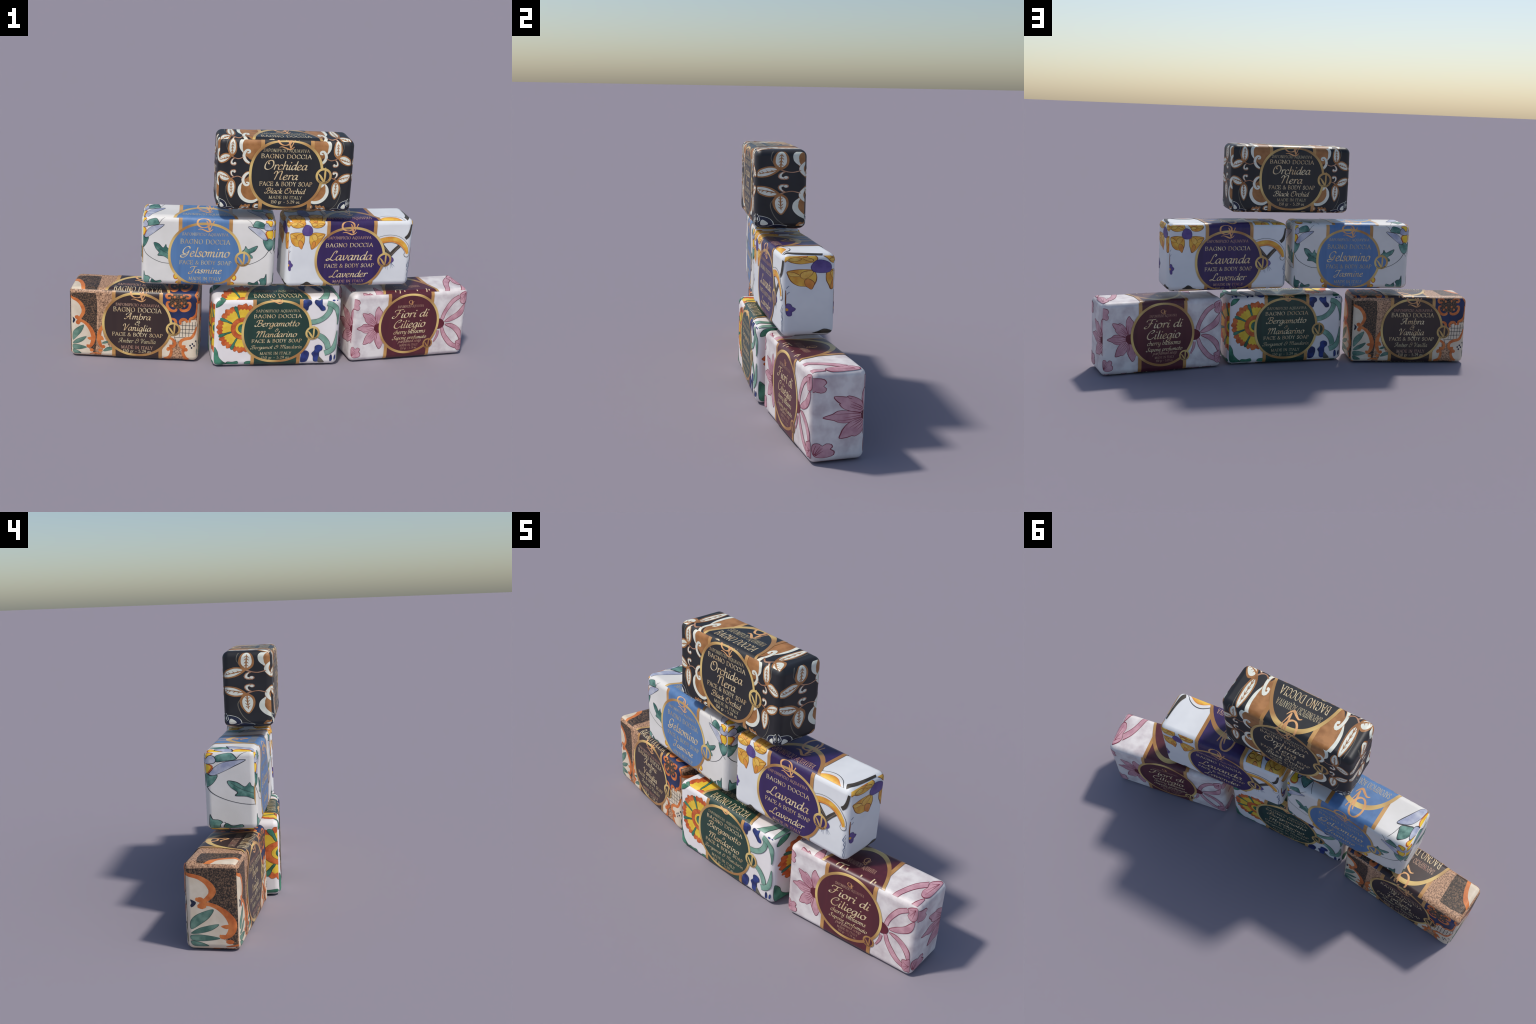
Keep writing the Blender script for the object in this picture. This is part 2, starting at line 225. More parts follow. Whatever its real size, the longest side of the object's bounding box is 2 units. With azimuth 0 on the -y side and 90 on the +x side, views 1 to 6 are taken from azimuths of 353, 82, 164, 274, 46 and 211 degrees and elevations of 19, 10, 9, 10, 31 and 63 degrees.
# ------------------------------------------------------------------ design space
class Design:
    """Collects the printed pieces of one wrapper, in mm, back to front."""

    STEP = 0.03e-3

    def __init__(self):
        self.motifs, self.layer, self.part = [], 4, "wrapper"

    def motif(self, name, mirror_x=None, mirror_y=None):
        self.name, self.group = name, None
        self.flips = [(None, None)]
        if mirror_x is not None:
            self.flips.append((mirror_x, None))
        if mirror_y is not None:
            self.flips += [(x, mirror_y) for x, _ in self.flips]
        self.groups = []
        for flip in self.flips:
            self.groups.append([])
            self.motifs.append((name, self.part, self.groups[-1]))

    def label_begin(self):
        self.part = "label"

    def add(self, mat, vertices, faces, lift=0.0):
        """vertices: (n,2); lift: extra height in layers."""
        self.layer += 1
        for flip, group in zip(self.flips, self.groups):
            v, f = np.array(vertices, float), faces
            if flip[0] is not None:
                v[:, 0] = 2 * flip[0] - v[:, 0]
            if flip[1] is not None:
                v[:, 1] = 2 * flip[1] - v[:, 1]
            if (flip[0] is None) != (flip[1] is None):
                f = [tuple(reversed(t)) for t in faces]
            z = (self.layer + np.broadcast_to(lift, len(v))) * self.STEP
            group.append((mat, v, z, f))

    def fill(self, mat, border):
        area = sum(a[0] * b[1] - b[0] * a[1] for a, b in zip(border, np.roll(border, -1, axis=0)))
        if area < 0:
            border = border[::-1]
        tris = tessellate_polygon([[Vector((x, y, 0)) for x, y in border]])
        faces = []
        for i, j, k in tris:
            a, b, c = border[i], border[j], border[k]
            turn = (b[0] - a[0]) * (c[1] - a[1]) - (b[1] - a[1]) * (c[0] - a[0])
            if abs(turn) > 1e-9:
                faces.append((i, j, k) if turn > 0 else (i, k, j))
        self.add(mat, border, faces)

    def poly(self, mat, points):
        self.fill(mat, np.array(points, float))

    def blob(self, mat, points, outline=None, width=2.0):
        border = spline(points, True)
        self.fill(mat, border)
        if outline:
            path = np.vstack([border, border[:2]])
            wobble = 1 + 0.35 * np.sin(np.arange(len(path)) * 0.37)
            self.strip(outline, path, width * wobble)

    def strip(self, mat, path, widths, lift=0.0):
        left, right = ribbon(path, widths)
        n = len(path)
        ramp = lift + np.concatenate([np.linspace(0, 0.5, n)] * 2)
        self.add(mat, np.vstack([right, left]), [(i, i + 1, n + i + 1, n + i) for i in range(n - 1)], ramp)

    def line(self, mat, points, widths, outline=None, outline_width=1.6):
        path = spline(points)
        w = np.interp(np.linspace(0, 1, len(path)), np.linspace(0, 1, len(widths)), widths)
        self.strip(mat, path, w)
        if outline:
            for border in ribbon(path, w):
                self.strip(outline, border, np.full(len(border), outline_width))

    def ellipse(self, mat, centre, rx, ry, outline=None, width=1.6, segments=20):
        t = np.linspace(0, math.tau, segments, endpoint=False)
        border = np.stack([centre[0] + rx * np.cos(t), centre[1] + ry * np.sin(t)], 1)
        self.fill(mat, border)
        if outline:
            self.strip(outline, np.vstack([border, border[:2]]), np.full(len(border) + 2, width))

    def oval(self, centre, rx, ry, power, segments=96):
        """Superellipse: power 2 is a plain ellipse, more is squarer."""
        t = np.linspace(0, math.tau, segments + 1)
        bend = lambda f: np.sign(f) * np.abs(f) ** (2 / power)
        return np.stack([centre[0] + rx * bend(np.cos(t)), centre[1] + ry * bend(np.sin(t))], 1)

    def ring(self, mat, centre, rx, ry, width, segments=96, power=2.0):
        self.strip(mat, self.oval(centre, rx, ry, power, segments), np.full(segments + 1, width))

    # -- letters
    def strokes(self, style, text):
        font, slant = (SERIF, 0.0) if style == "serif" else (SCRIPT, 0.22)
        x, out = 0.0, []
        for letter in text:
            advance, lines = font[letter]
            out += [[(x + u + slant * v, v) for u, v in line] for line in lines]
            x += advance + (0.9 if style == "serif" else 0.0)
        return out

    def pen(self, style, mat, lines, place, thick, thin, nib):
        """Draws strokes with a broad nib; `place` maps letter units to mm."""
        step = 1.1
        vertices, faces, heights = [], [], []
        for number, line in enumerate(lines):
            path = spline(line, step=step)
            d = np.gradient(path, axis=0)
            angle = np.arctan2(d[:, 1], d[:, 0])
            w = thin + (thick - thin) * np.abs(np.sin(angle - nib)) ** 1.5
            left, right = ribbon(path, w)
            base, n = len(vertices), len(path)
            vertices += [place(*q) for q in right] + [place(*q) for q in left]
            heights += [0.08 * number + 0.04 * i / n for i in range(n)] * 2
            faces += [(base + i, base + i + 1, base + n + i + 1, base + n + i) for i in range(n - 1)]
        self.add(mat, np.array(vertices), faces, np.array(heights))
        self.layer += 1

    def text(self, style, words, x, y, width, height, mat="gilt"):
        """One centred line: middle x, baseline y, full width and capital height."""
        self.motif("lettering")
        lines = self.strokes(style, words)
        xs = [u for line in lines for u, _ in line]
        x0, x1 = min(xs), max(xs)
        sx, sy = width / (x1 - x0), height / 10.0
        place = lambda u, v: (x - width / 2 + (u - x0) * sx, y + v * sy)
        if style == "serif":
            self.pen(style, mat, lines, place, 1.5, 0.32, math.radians(20))
        else:
            self.pen(style, mat, lines, place, 1.35, 0.42, math.radians(32))

    def label(self, field, centre, radii, half_band, stripe, logo, logo_size, badge, badge_radius, squareness=2.0):
        """Upright band with gilt stripes, oval medallion, crest and round badge."""
        cx, cy = centre
        self.motif("label_band")
        self.poly(field, [(cx - half_band, -260), (cx + half_band, -260), (cx + half_band, 260), (cx - half_band, 260)])
        self.motif("gilt_stripe")
        for side in (-1, 1):
            x0, x1 = sorted((cx + side * half_band, cx + side * (half_band + stripe)))
            self.poly("gold_stripe", [(x0, -260), (x1, -260), (x1, 260), (x0, 260)])
        self.motif("medallion")
        self.fill(field, self.oval(centre, radii[0] - 4, radii[1] - 4, squareness)[:-1])
        self.motif("gold_ring")
        self.ring("gold_ring", centre, radii[0] - 6, radii[1] - 6, 12, power=squareness)
        # crest: a round letter, a pointed letter and a swash beneath
        self.motif("crest")
        qx, qy, k = *logo, logo_size
        t = np.linspace(0, math.tau, 40)
        self.strip("copper_gilt", np.stack([qx + 30 * k * np.cos(t), qy + 24 * k * np.sin(t)], 1), (3 + 6 * np.abs(np.cos(t))) * k)
        at = lambda points: [(qx + k * a, qy + k * b) for a, b in points]
        self.line("copper_gilt", at([(12, 9), (17, 2), (21, -12), (27, -37)]), [3 * k, 8 * k, 8 * k, 7 * k])
        self.line("copper_gilt", at([(27, -37), (36, -18), (49, 9)]), [5 * k, 4 * k, 5 * k])
        self.line("copper_gilt", at([(-26, -34), (-13, -31), (8, -38), (21, -43), (34, -39), (44, -30)]), [2 * k, 4 * k, 6 * k, 7 * k, 5 * k, 2 * k])
        # badge: gilt ring, two seed leaves, tiny curved caption
        self.motif("badge")
        bx, by, r = *badge, badge_radius
        self.ellipse(field, badge, r * 0.8, r * 0.8, segments=40)
        self.ring("gold_ring", badge, r * 0.86, r * 0.86, r * 0.28, 48)
        at = lambda points: [(bx + r * a, by + r * b) for a, b in points]
        self.blob("gold_ring", at([(0.1, -0.8), (0.06, -0.2), (0.06, 0.5), (0.18, 1.12), (0.28, 0.6), (0.28, -0.1), (0.2, -0.6)]))
        self.blob("gold_ring", at([(0.08, -0.8), (-0.22, -0.52), (-0.46, -0.1), (-0.66, 0.3), (-0.4, 0.16), (-0.14, -0.16), (0.06, -0.5)]))
        lines = self.strokes("serif", "VEGANOK")
        end = max(u for line in lines for u, _ in line)

        def along_the_rim(u, v):
            angle = math.radians(-90) + (u / end - 0.5) * math.radians(104)
            reach = r * (0.94 - 0.2 * v / 10)
            return bx + reach * math.cos(angle), by + reach * math.sin(angle)

        self.pen("serif", "badge_ink", lines, along_the_rim, 2.2, 0.8, math.radians(20))

    def sunburst(self, centre, radius):
        """Eight-petalled flower: ragged orange tips, yellow petals, green sepals, ringed heart."""
        cx, cy = centre
        count, turn = 8, math.radians(86)
        for i in range(count):
            mid = turn + math.tau * i / count
            ragged, inner = [], []
            for k in range(31):
                s = k / 30 * 2 - 1
                a = mid + s * 0.375
                r = radius * (0.925 - 0.07 * s * s + 0.075 * abs(math.cos(s * 1.5 * math.pi)) + 0.012 * math.sin(7.3 * k + 5 * i))
                ragged.append((cx + r * math.cos(a), cy + r * math.sin(a)))
                r = radius * (0.76 + 0.025 * math.sin(0.9 * k + 2 * i) + 0.012 * math.sin(2.9 * k))
                inner.append((cx + r * math.cos(mid + s * 0.372), cy + r * math.sin(mid + s * 0.372)))
            self.poly("marigold_print", ragged + [(cx, cy)])
            self.strip("rust_ink", np.array(ragged), np.full(31, 1.3))
            self.poly("sun_print", inner + [(cx, cy)])
        for i in range(count):
            a = turn + math.tau * (i + 0.5) / count
            axis, across = np.array([math.cos(a), math.sin(a)]), np.array([-math.sin(a), math.cos(a)])
            shape = [(0.42, 0), (0.5, 0.03), (0.64, 0.03), (0.76, 0.06), (0.88, 0.07), (0.95, 0.03), (0.9, -0.05), (0.76, -0.05), (0.62, -0.035), (0.5, -0.035)]
            self.blob("leaf_green", [np.array(centre) + radius * (u * axis + v * across) for u, v in shape], "ink", 1.3)
        self.ellipse("marigold_print", centre, radius * 0.44, radius * 0.44, "rust_ink", 1.4, 40)
        self.ellipse("sun_print", centre, radius * 0.27, radius * 0.27, "rust_ink", 1.4, 32)
        self.ellipse("leaf_green", centre, radius * 0.17, radius * 0.18, "ink", 1.4, 28)



def art_black(a):
    a.motif('fruit', mirror_x=-7, mirror_y=34)
    a.blob('amber_print', [(-205,-35),(-209,-62),(-201,-93),(-178,-115),(-144,-121),(-111,-112),(-117,-2),(-163,-3),(-183,-17)])
    a.line('cream_print', [(-200,-35),(-210,-54),(-212,-81),(-199,-107),(-175,-123),(-146,-125),(-120,-110)], [3,14,16,16,15,13,9])
    a.motif('scroll', mirror_x=-7, mirror_y=34)
    a.line('amber_print', [(-178,-38),(-171,-43),(-176,-48),(-189,-45),(-196,-28),(-194,-11),(-182,7),(-166,15)], [9,13,14,16,17,17,15,10])
    a.line('cream_print', [(-182,-35),(-171,-37),(-172,-46),(-184,-48),(-195,-34),(-197,-17),(-188,0),(-171,12)], [6,9,10,12,13,13,12,8])
    a.motif('curl', mirror_x=-7, mirror_y=34)
    a.line('tan_print', [(-252,-18),(-236,-10),(-220,-7),(-199,-15)], [5,4,4,4])
    a.line('tan_print', [(-240,-10),(-250,-2),(-254,10),(-249,19),(-237,20),(-235,14)], [5,8,10,10,10,6])
    a.line('cream_print', [(-245,-7),(-251,2),(-252,13),(-246,17),(-237,16)], [2,5,7,7,6])
    a.ellipse('tan_print', (-237, 16), 7.1, 7.8)
    a.ellipse('cream_print', (-238, 15), 5.0, 5.7)
    a.motif('leaf', mirror_x=-7, mirror_y=34)
    a.line('grey_print', [(-270,-43),(-277,-67),(-270,-104),(-256,-135),(-230,-161),(-203,-167)], [2,2.5,2.5,2.5,2,2])
    a.blob('amber_print', [(-252,-17),(-266,-31),(-272,-53),(-267,-82),(-249,-110),(-234,-83),(-230,-56),(-235,-32)])
    a.blob('cream_print', [(-252,-28),(-263,-42),(-265,-61),(-261,-84),(-249,-104),(-239,-82),(-236,-57),(-240,-38)])
    a.line('amber_print', [(-252,-19),(-251,-53),(-249,-89)], [4,4,2])
    a.line('amber_print', [(-258,-34),(-251,-42),(-245,-34)], [1.5,4,1.5])
    a.line('amber_print', [(-257,-48),(-251,-56),(-245,-48)], [1.5,4,1.5])
    a.line('amber_print', [(-257,-62),(-250,-70),(-244,-61)], [1.5,4,1.5])
    a.line('amber_print', [(-256,-74),(-250,-82),(-244,-73)], [1.5,4,1.5])
    a.motif('leaf', mirror_x=-7, mirror_y=34)
    a.blob('amber_print', [(-253,-18),(-273,6),(-297,16),(-317,14),(-320,4),(-311,-16),(-285,-32),(-264,-29)])
    a.blob('cream_print', [(-262,-15),(-280,3),(-300,11),(-314,9),(-314,0),(-304,-15),(-284,-26),(-267,-24)])
    a.line('amber_print', [(-253,-18),(-279,-9),(-309,1)], [4,4,2])
    a.line('amber_print', [(-281,-7),(-271,-10),(-277,-17)], [1.5,4,1.5])
    a.line('amber_print', [(-293,-4),(-283,-6),(-289,-14)], [1.5,4,1.5])
    a.line('amber_print', [(-304,-1),(-295,-3),(-301,-11)], [1.5,4,1.5])
    a.line('amber_print', [(-313,1),(-303,-1),(-309,-9)], [1.5,4,1.5])
    a.motif('rosette', mirror_x=-7)
    a.blob('cream_print', [(-309,-117),(-292,-117),(-277,-127),(-268,-144),(-272,-162),(-310,-164)])
    a.blob('navy_print', [(-309,-119),(-292,-119),(-278,-128),(-270,-145),(-274,-162),(-310,-163)])
    a.blob('cream_print', [(-297,-130),(-284,-143),(-283,-152),(-294,-157),(-302,-153),(-302,-140)])
    a.blob('cream_print', [(-280,-162),(-264,-151),(-240,-156),(-233,-164),(-280,-165)])
    a.blob('navy_print', [(-279,-163),(-264,-152),(-242,-157),(-236,-165),(-279,-167)])
    a.blob('cream_print', [(-322,-130),(-314,-105),(-304,-124),(-304,-136),(-316,-143)])
    a.blob('navy_print', [(-321,-130),(-314,-108),(-306,-124),(-306,-135),(-316,-142)])
    a.blob('cream_print', [(-316,-131),(-313,-119),(-309,-129),(-312,-136)])
    a.motif('blossom', mirror_x=-7)
    a.blob('amber_print', [(-210,-160),(-206,-148),(-199,-140),(-192,-145),(-182,-137),(-175,-142),(-162,-138),(-160,-147),(-166,-154),(-158,-163),(-190,-165)])
    a.blob('cream_print', [(-203,-155),(-190,-151),(-177,-155),(-168,-148),(-173,-160),(-190,-162)])
    a.blob('navy_print', [(-190,-157),(-180,-155),(-173,-160),(-186,-164)])
    a.line('amber_print', [(-123,-138),(-136,-139),(-143,-149),(-139,-158)], [9,12,12,9])
    a.line('cream_print', [(-123,-142),(-134,-142),(-139,-150),(-131,-157),(-123,-152)], [6,8,8,8,6])
    a.label_begin()
    a.label('black_label', centre=(2, 5), radii=(173,165), half_band=106, stripe=17, logo=(-11, 166), logo_size=1.0, badge=(177, 2), badge_radius=38, squareness=2.25)
    a.text('serif', 'SAPONIFICIO AQUAVIVA', -2, 110, 212, 15, 'dull_gilt')
    a.text('serif', 'BAGNO DOCCIA', -1, 81, 234, 20, 'gilt')
    a.text('script', 'Orchidea', 0, 28, 196, 44, 'gilt')
    a.text('script', 'Nera', 1, -19, 112, 42, 'gilt')
    a.text('serif', 'FACE & BODY SOAP', 2, -49, 245, 20, 'gilt')
    a.text('script', 'Black Orchid', 1, -85, 191, 27, 'gilt')
    a.text('serif', 'MADE IN ITALY', 4, -111, 156, 15, 'dull_gilt')
    a.text('serif', '150 gr - 5.29 oz', 4, -132, 134, 15, 'gilt')


def art_jasmine(a):
    a.motif('lily', mirror_x=-13)
    a.line('ink', [(181,171),(197,154),(208,134)], [1.5,2,2])
    a.blob('teal_print', [(208,134),(212,149),(222,164),(235,162),(255,153),(264,141),(260,125),(243,126)], 'ink', 2.0)
    a.blob('lilac_print', [(184,131),(216,129),(244,120),(263,103),(272,87),(279,72),(267,66),(242,82),(217,102)], 'ink', 2.0)
    a.blob('yellow_print', [(267,161),(280,168),(299,165),(302,155),(293,135),(282,145)], 'rust_print', 4)
    a.blob('yellow_print', [(270,106),(286,118),(304,114),(309,92),(300,76),(288,72),(275,87)], 'rust_print', 4)
    a.blob('lilac_print', [(260,134),(266,149),(277,151),(290,135),(302,137),(312,142),(311,123),(289,116),(265,119)], 'ink', 2.0)
    a.blob('teal_print', [(257,67),(274,65),(288,77),(304,66),(311,76),(314,47),(302,24),(285,17),(267,36)], 'ink', 2.0)
    a.line('ink', [(288,18),(266,-15),(233,-40),(194,-56),(158,-60)], [3,2.2,2,2,2])
    a.line('ink', [(290,17),(303,0)], [2,1.5])
    a.motif('leaf')
    a.blob('teal_print', [(-258,42),(-235,37),(-214,17),(-201,36),(-198,22),(-184,4),(-183,-39),(-210,-25),(-239,-21),(-233,-7),(-250,15)], 'ink', 2.0)
    a.line('ink', [(-250,34),(-226,9),(-202,-6),(-186,-15)], [1,1.5,1.5,1.5])
    a.motif('leaf')
    a.blob('teal_print', [(158,4),(172,21),(176,36),(188,21),(211,31),(233,38),(221,13),(198,-2),(209,-12),(211,-24),(196,-22),(174,-21)], 'ink', 2.0)
    a.motif('leaf_sprig', mirror_x=-13)
    a.blob('teal_print', [(-307,-102),(-299,-123),(-286,-125),(-275,-133),(-277,-150),(-283,-165),(-307,-165)], 'ink', 2.0)
    a.blob('white_print', [(-271,-135),(-265,-143),(-268,-158),(-278,-161),(-280,-147)], 'ink', 2.0)
    a.blob('teal_print', [(-265,-140),(-248,-152),(-224,-146),(-225,-163),(-269,-164)], 'ink', 2.0)
    a.motif('berry', mirror_x=-13)
    a.ellipse('yellow_print', (-152, -125), 10.0, 13.1, 'rust_print', 4)
    a.ellipse('yellow_print', (-141, -158), 11.3, 10.6, 'rust_print', 4)
    a.label_begin()
    a.label('blue_label', centre=(-16, -15), radii=(175,162), half_band=110, stripe=17, logo=(-25, 146), logo_size=1.0, badge=(164, -29), badge_radius=38, squareness=2.15)
    a.text('serif', 'SAPONIFICIO AQUAVIVA', -16, 82, 217, 14, 'dull_gilt')
    a.text('serif', 'BAGNO DOCCIA', -15, 41, 236, 23, 'dull_gilt')
    a.text('script', 'Gelsomino', -13, -23, 234, 50, 'gilt')
    a.text('serif', 'FACE & BODY SOAP', -13, -62, 246, 20, 'dull_gilt')
    a.text('script', 'Jasmine', -13, -106, 157, 35, 'gilt')
    a.text('serif', 'MADE IN ITALY', -13, -141, 154, 16, 'dull_gilt')
    a.text('serif', '150 gr - 5.29 oz', -13, -157, 133, 12, 'dull_gilt')


def art_lavender(a):
    a.motif('tulip')
    a.blob('honey_print', [(-304,101),(-284,108),(-260,109),(-239,105),(-231,85),(-231,63),(-237,42),(-243,26),(-256,38),(-275,42),(-292,59),(-302,86)], 'rust_ink', 2.0)
    a.blob('orange_print', [(-259,67),(-249,70),(-236,54),(-239,35),(-243,26),(-256,40),(-260,54)], 'rust_ink', 1.6)
    a.blob('honey_light', [(-272,83),(-267,97),(-253,103),(-240,102),(-241,90),(-251,76),(-263,70)], 'rust_ink', 1.6)
    a.blob('honey_light', [(-303,99),(-290,99),(-275,88),(-271,81),(-287,81),(-300,86)], 'rust_ink', 1.6)
    a.motif('tulip')
    a.blob('honey_print', [(-207,85),(-204,99),(-190,107),(-167,108),(-132,101),(-141,82),(-156,60),(-171,39),(-193,25),(-200,44),(-206,63)], 'rust_ink', 2.0)
    a.blob('orange_print', [(-189,63),(-183,66),(-176,60),(-177,43),(-192,26),(-195,41)], 'rust_ink', 1.6)
    a.blob('honey_light', [(-197,94),(-190,101),(-178,99),(-167,84),(-169,72),(-178,68),(-190,75)], 'rust_ink', 1.6)
    a.blob('honey_light', [(-168,84),(-156,94),(-142,98),(-133,98),(-144,84),(-160,78)], 'rust_ink', 1.6)
    a.motif('tulip')
    a.blob('honey_print', [(-322,152),(-319,166),(-312,183),(-289,187),(-247,187),(-230,161),(-232,144),(-246,136),(-271,132),(-293,138),(-304,146),(-311,139),(-318,144)], 'rust_ink', 2.0)
    a.blob('orange_print', [(-279,178),(-265,180),(-253,171),(-257,161),(-271,166)], 'rust_ink', 1.6)
    a.blob('honey_light', [(-301,149),(-292,158),(-275,159),(-268,152),(-279,144),(-293,144)], 'rust_ink', 1.6)
    a.blob('honey_light', [(-267,157),(-254,158),(-240,149),(-242,141),(-256,145)], 'rust_ink', 1.6)
    a.motif('tulip')
    a.blob('honey_print', [(-219,182),(-210,187),(-149,184),(-135,158),(-139,146),(-155,135),(-178,132),(-195,138),(-204,154)], 'rust_ink', 2.0)
    a.blob('orange_print', [(-197,173),(-183,176),(-171,170),(-173,161),(-187,161)], 'rust_ink', 1.6)
    a.blob('honey_light', [(-199,151),(-189,157),(-172,153),(-174,145),(-188,141),(-197,143)], 'rust_ink', 1.6)
    a.blob('honey_light', [(-168,153),(-154,157),(-137,152),(-146,146),(-160,146)], 'rust_ink', 1.6)
    a.motif('blossom_centre')
    a.blob('violet_print', [(-241,132),(-231,146),(-215,146),(-199,135),(-193,116),(-199,98),(-218,94),(-237,99),(-245,116)], 'violet_ink', 1.5)
    a.motif('violet')
    a.line('rust_ink', [(-307,24),(-307,-1),(-307,-24),(-305,-46)], [2,4,4,3])
    a.blob('violet_print', [(-306,-42),(-301,-30),(-293,-34),(-290,-43),(-281,-52),(-285,-62),(-290,-66),(-290,-79),(-297,-83),(-304,-74)], 'violet_ink', 1.2)
    a.blob('honey_print', [(-306,-50),(-300,-51),(-299,-59),(-305,-61)])
    a.line('slate_print', [(-305,32),(-301,39),(-298,43)], [1.5,1.5,1])
    a.line('slate_print', [(-303,8),(-300,14),(-296,18)], [1.5,1.5,1])
    a.motif('branch')
    a.blob('bark_print', [(-236,-161),(-224,-149),(-209,-139),(-195,-144),(-182,-155),(-165,-162)])
    a.line('bark_print', [(153,47),(173,24),(188,9),(204,-6)], [20,19,17,12])
    a.line('bark_print', [(177,-50),(200,-14),(226,17),(256,46)], [18,20,19,18])
    a.line('bark_print', [(274,75),(289,90),(298,114),(304,145)], [17,17,15,14])
    a.line('bark_light', [(203,-16),(227,13),(252,41)], [3,5,4])
    a.line('bark_light', [(162,42),(178,23),(195,6)], [3,4,3])
    a.motif('crook')
    a.line('ink', [(125,58),(150,67),(178,74),(207,74),(238,66),(264,48),(284,23),(291,0)], [39,39,39,39,39,37,33,26])
    a.ellipse('ink', (289, -7), 15.6, 14.4)
    a.line('white_print', [(125,58),(150,67),(178,74),(207,74),(238,66),(264,48),(284,23),(291,0)], [36,36,36,36,36,34,30,23])
    a.ellipse('white_print', (289, -7), 13.4, 12.2)
    a.line('orange_print', [(125,53),(150,63),(179,70),(208,71),(236,63),(263,45),(282,21),(291,-4)], [28,28,28,28,28,26,22,13])
    a.line('honey_print', [(125,57),(150,67),(178,73),(207,74),(238,66),(265,48),(285,22),(293,-4)], [15,16,17,17,17,16,14,9])
    a.motif('thistle')
    a.blob('violet_print', [(207,-19),(219,-24),(224,-36),(218,-45),(208,-50),(202,-35)], 'violet_ink', 1.2)
    a.line('slate_print', [(213,-50),(222,-59),(231,-68)], [1.5,1.2,.8])
    a.line('slate_print', [(212,-52),(217,-64),(222,-75)], [1.5,1.2,.8])
    a.line('slate_print', [(209,-52),(210,-65),(212,-78)], [1.5,1.2,.8])
    a.line('slate_print', [(194,-68),(195,-77),(196,-85)], [1.5,1.2,.8])
    a.line('slate_print', [(186,-70),(186,-75),(185,-80)], [1.5,1.2,.8])
    a.line('slate_print', [(173,-71),(173,-76),(172,-81)], [1.5,1.2,.8])
    a.motif('tendril')
    a.line('slate_print', [(306,-37),(296,-57),(294,-68),(303,-74),(299,-87),(307,-97),(299,-112),(303,-124),(300,-137),(307,-154)], [2,2.5,3,2.5,3,2.5,3,2.5,2.5,2])
    a.line('slate_print', [(309,-50),(304,-64),(310,-77),(308,-100),(313,-124),(309,-147)], [1.5,2,2,2,2,1.5])
    a.label_begin()
    a.label('purple_label', centre=(1, -23), radii=(177,160), half_band=108, stripe=17, logo=(-19, 141), logo_size=1.0, badge=(176, -33), badge_radius=36, squareness=2.12)
    a.text('serif', 'SAPONIFICIO AQUAVIVA', -8, 75, 217, 14, 'rose_gilt')
    a.text('serif', 'BAGNO DOCCIA', -6, 35, 238, 20, 'gilt')
    a.text('script', 'Lavanda', -3, -32, 230, 48, 'gilt')
    a.text('serif', 'FACE & BODY SOAP', -1, -69, 248, 19, 'gilt')
    a.text('script', 'Lavender', -1, -119, 193, 37, 'gilt')
    a.text('serif', 'MADE IN ITALY', 1, -146, 157, 13, 'rose_gilt')
    a.text('serif', '150 gr - 5.29 oz', -1, -163, 134, 12, 'dull_gilt')


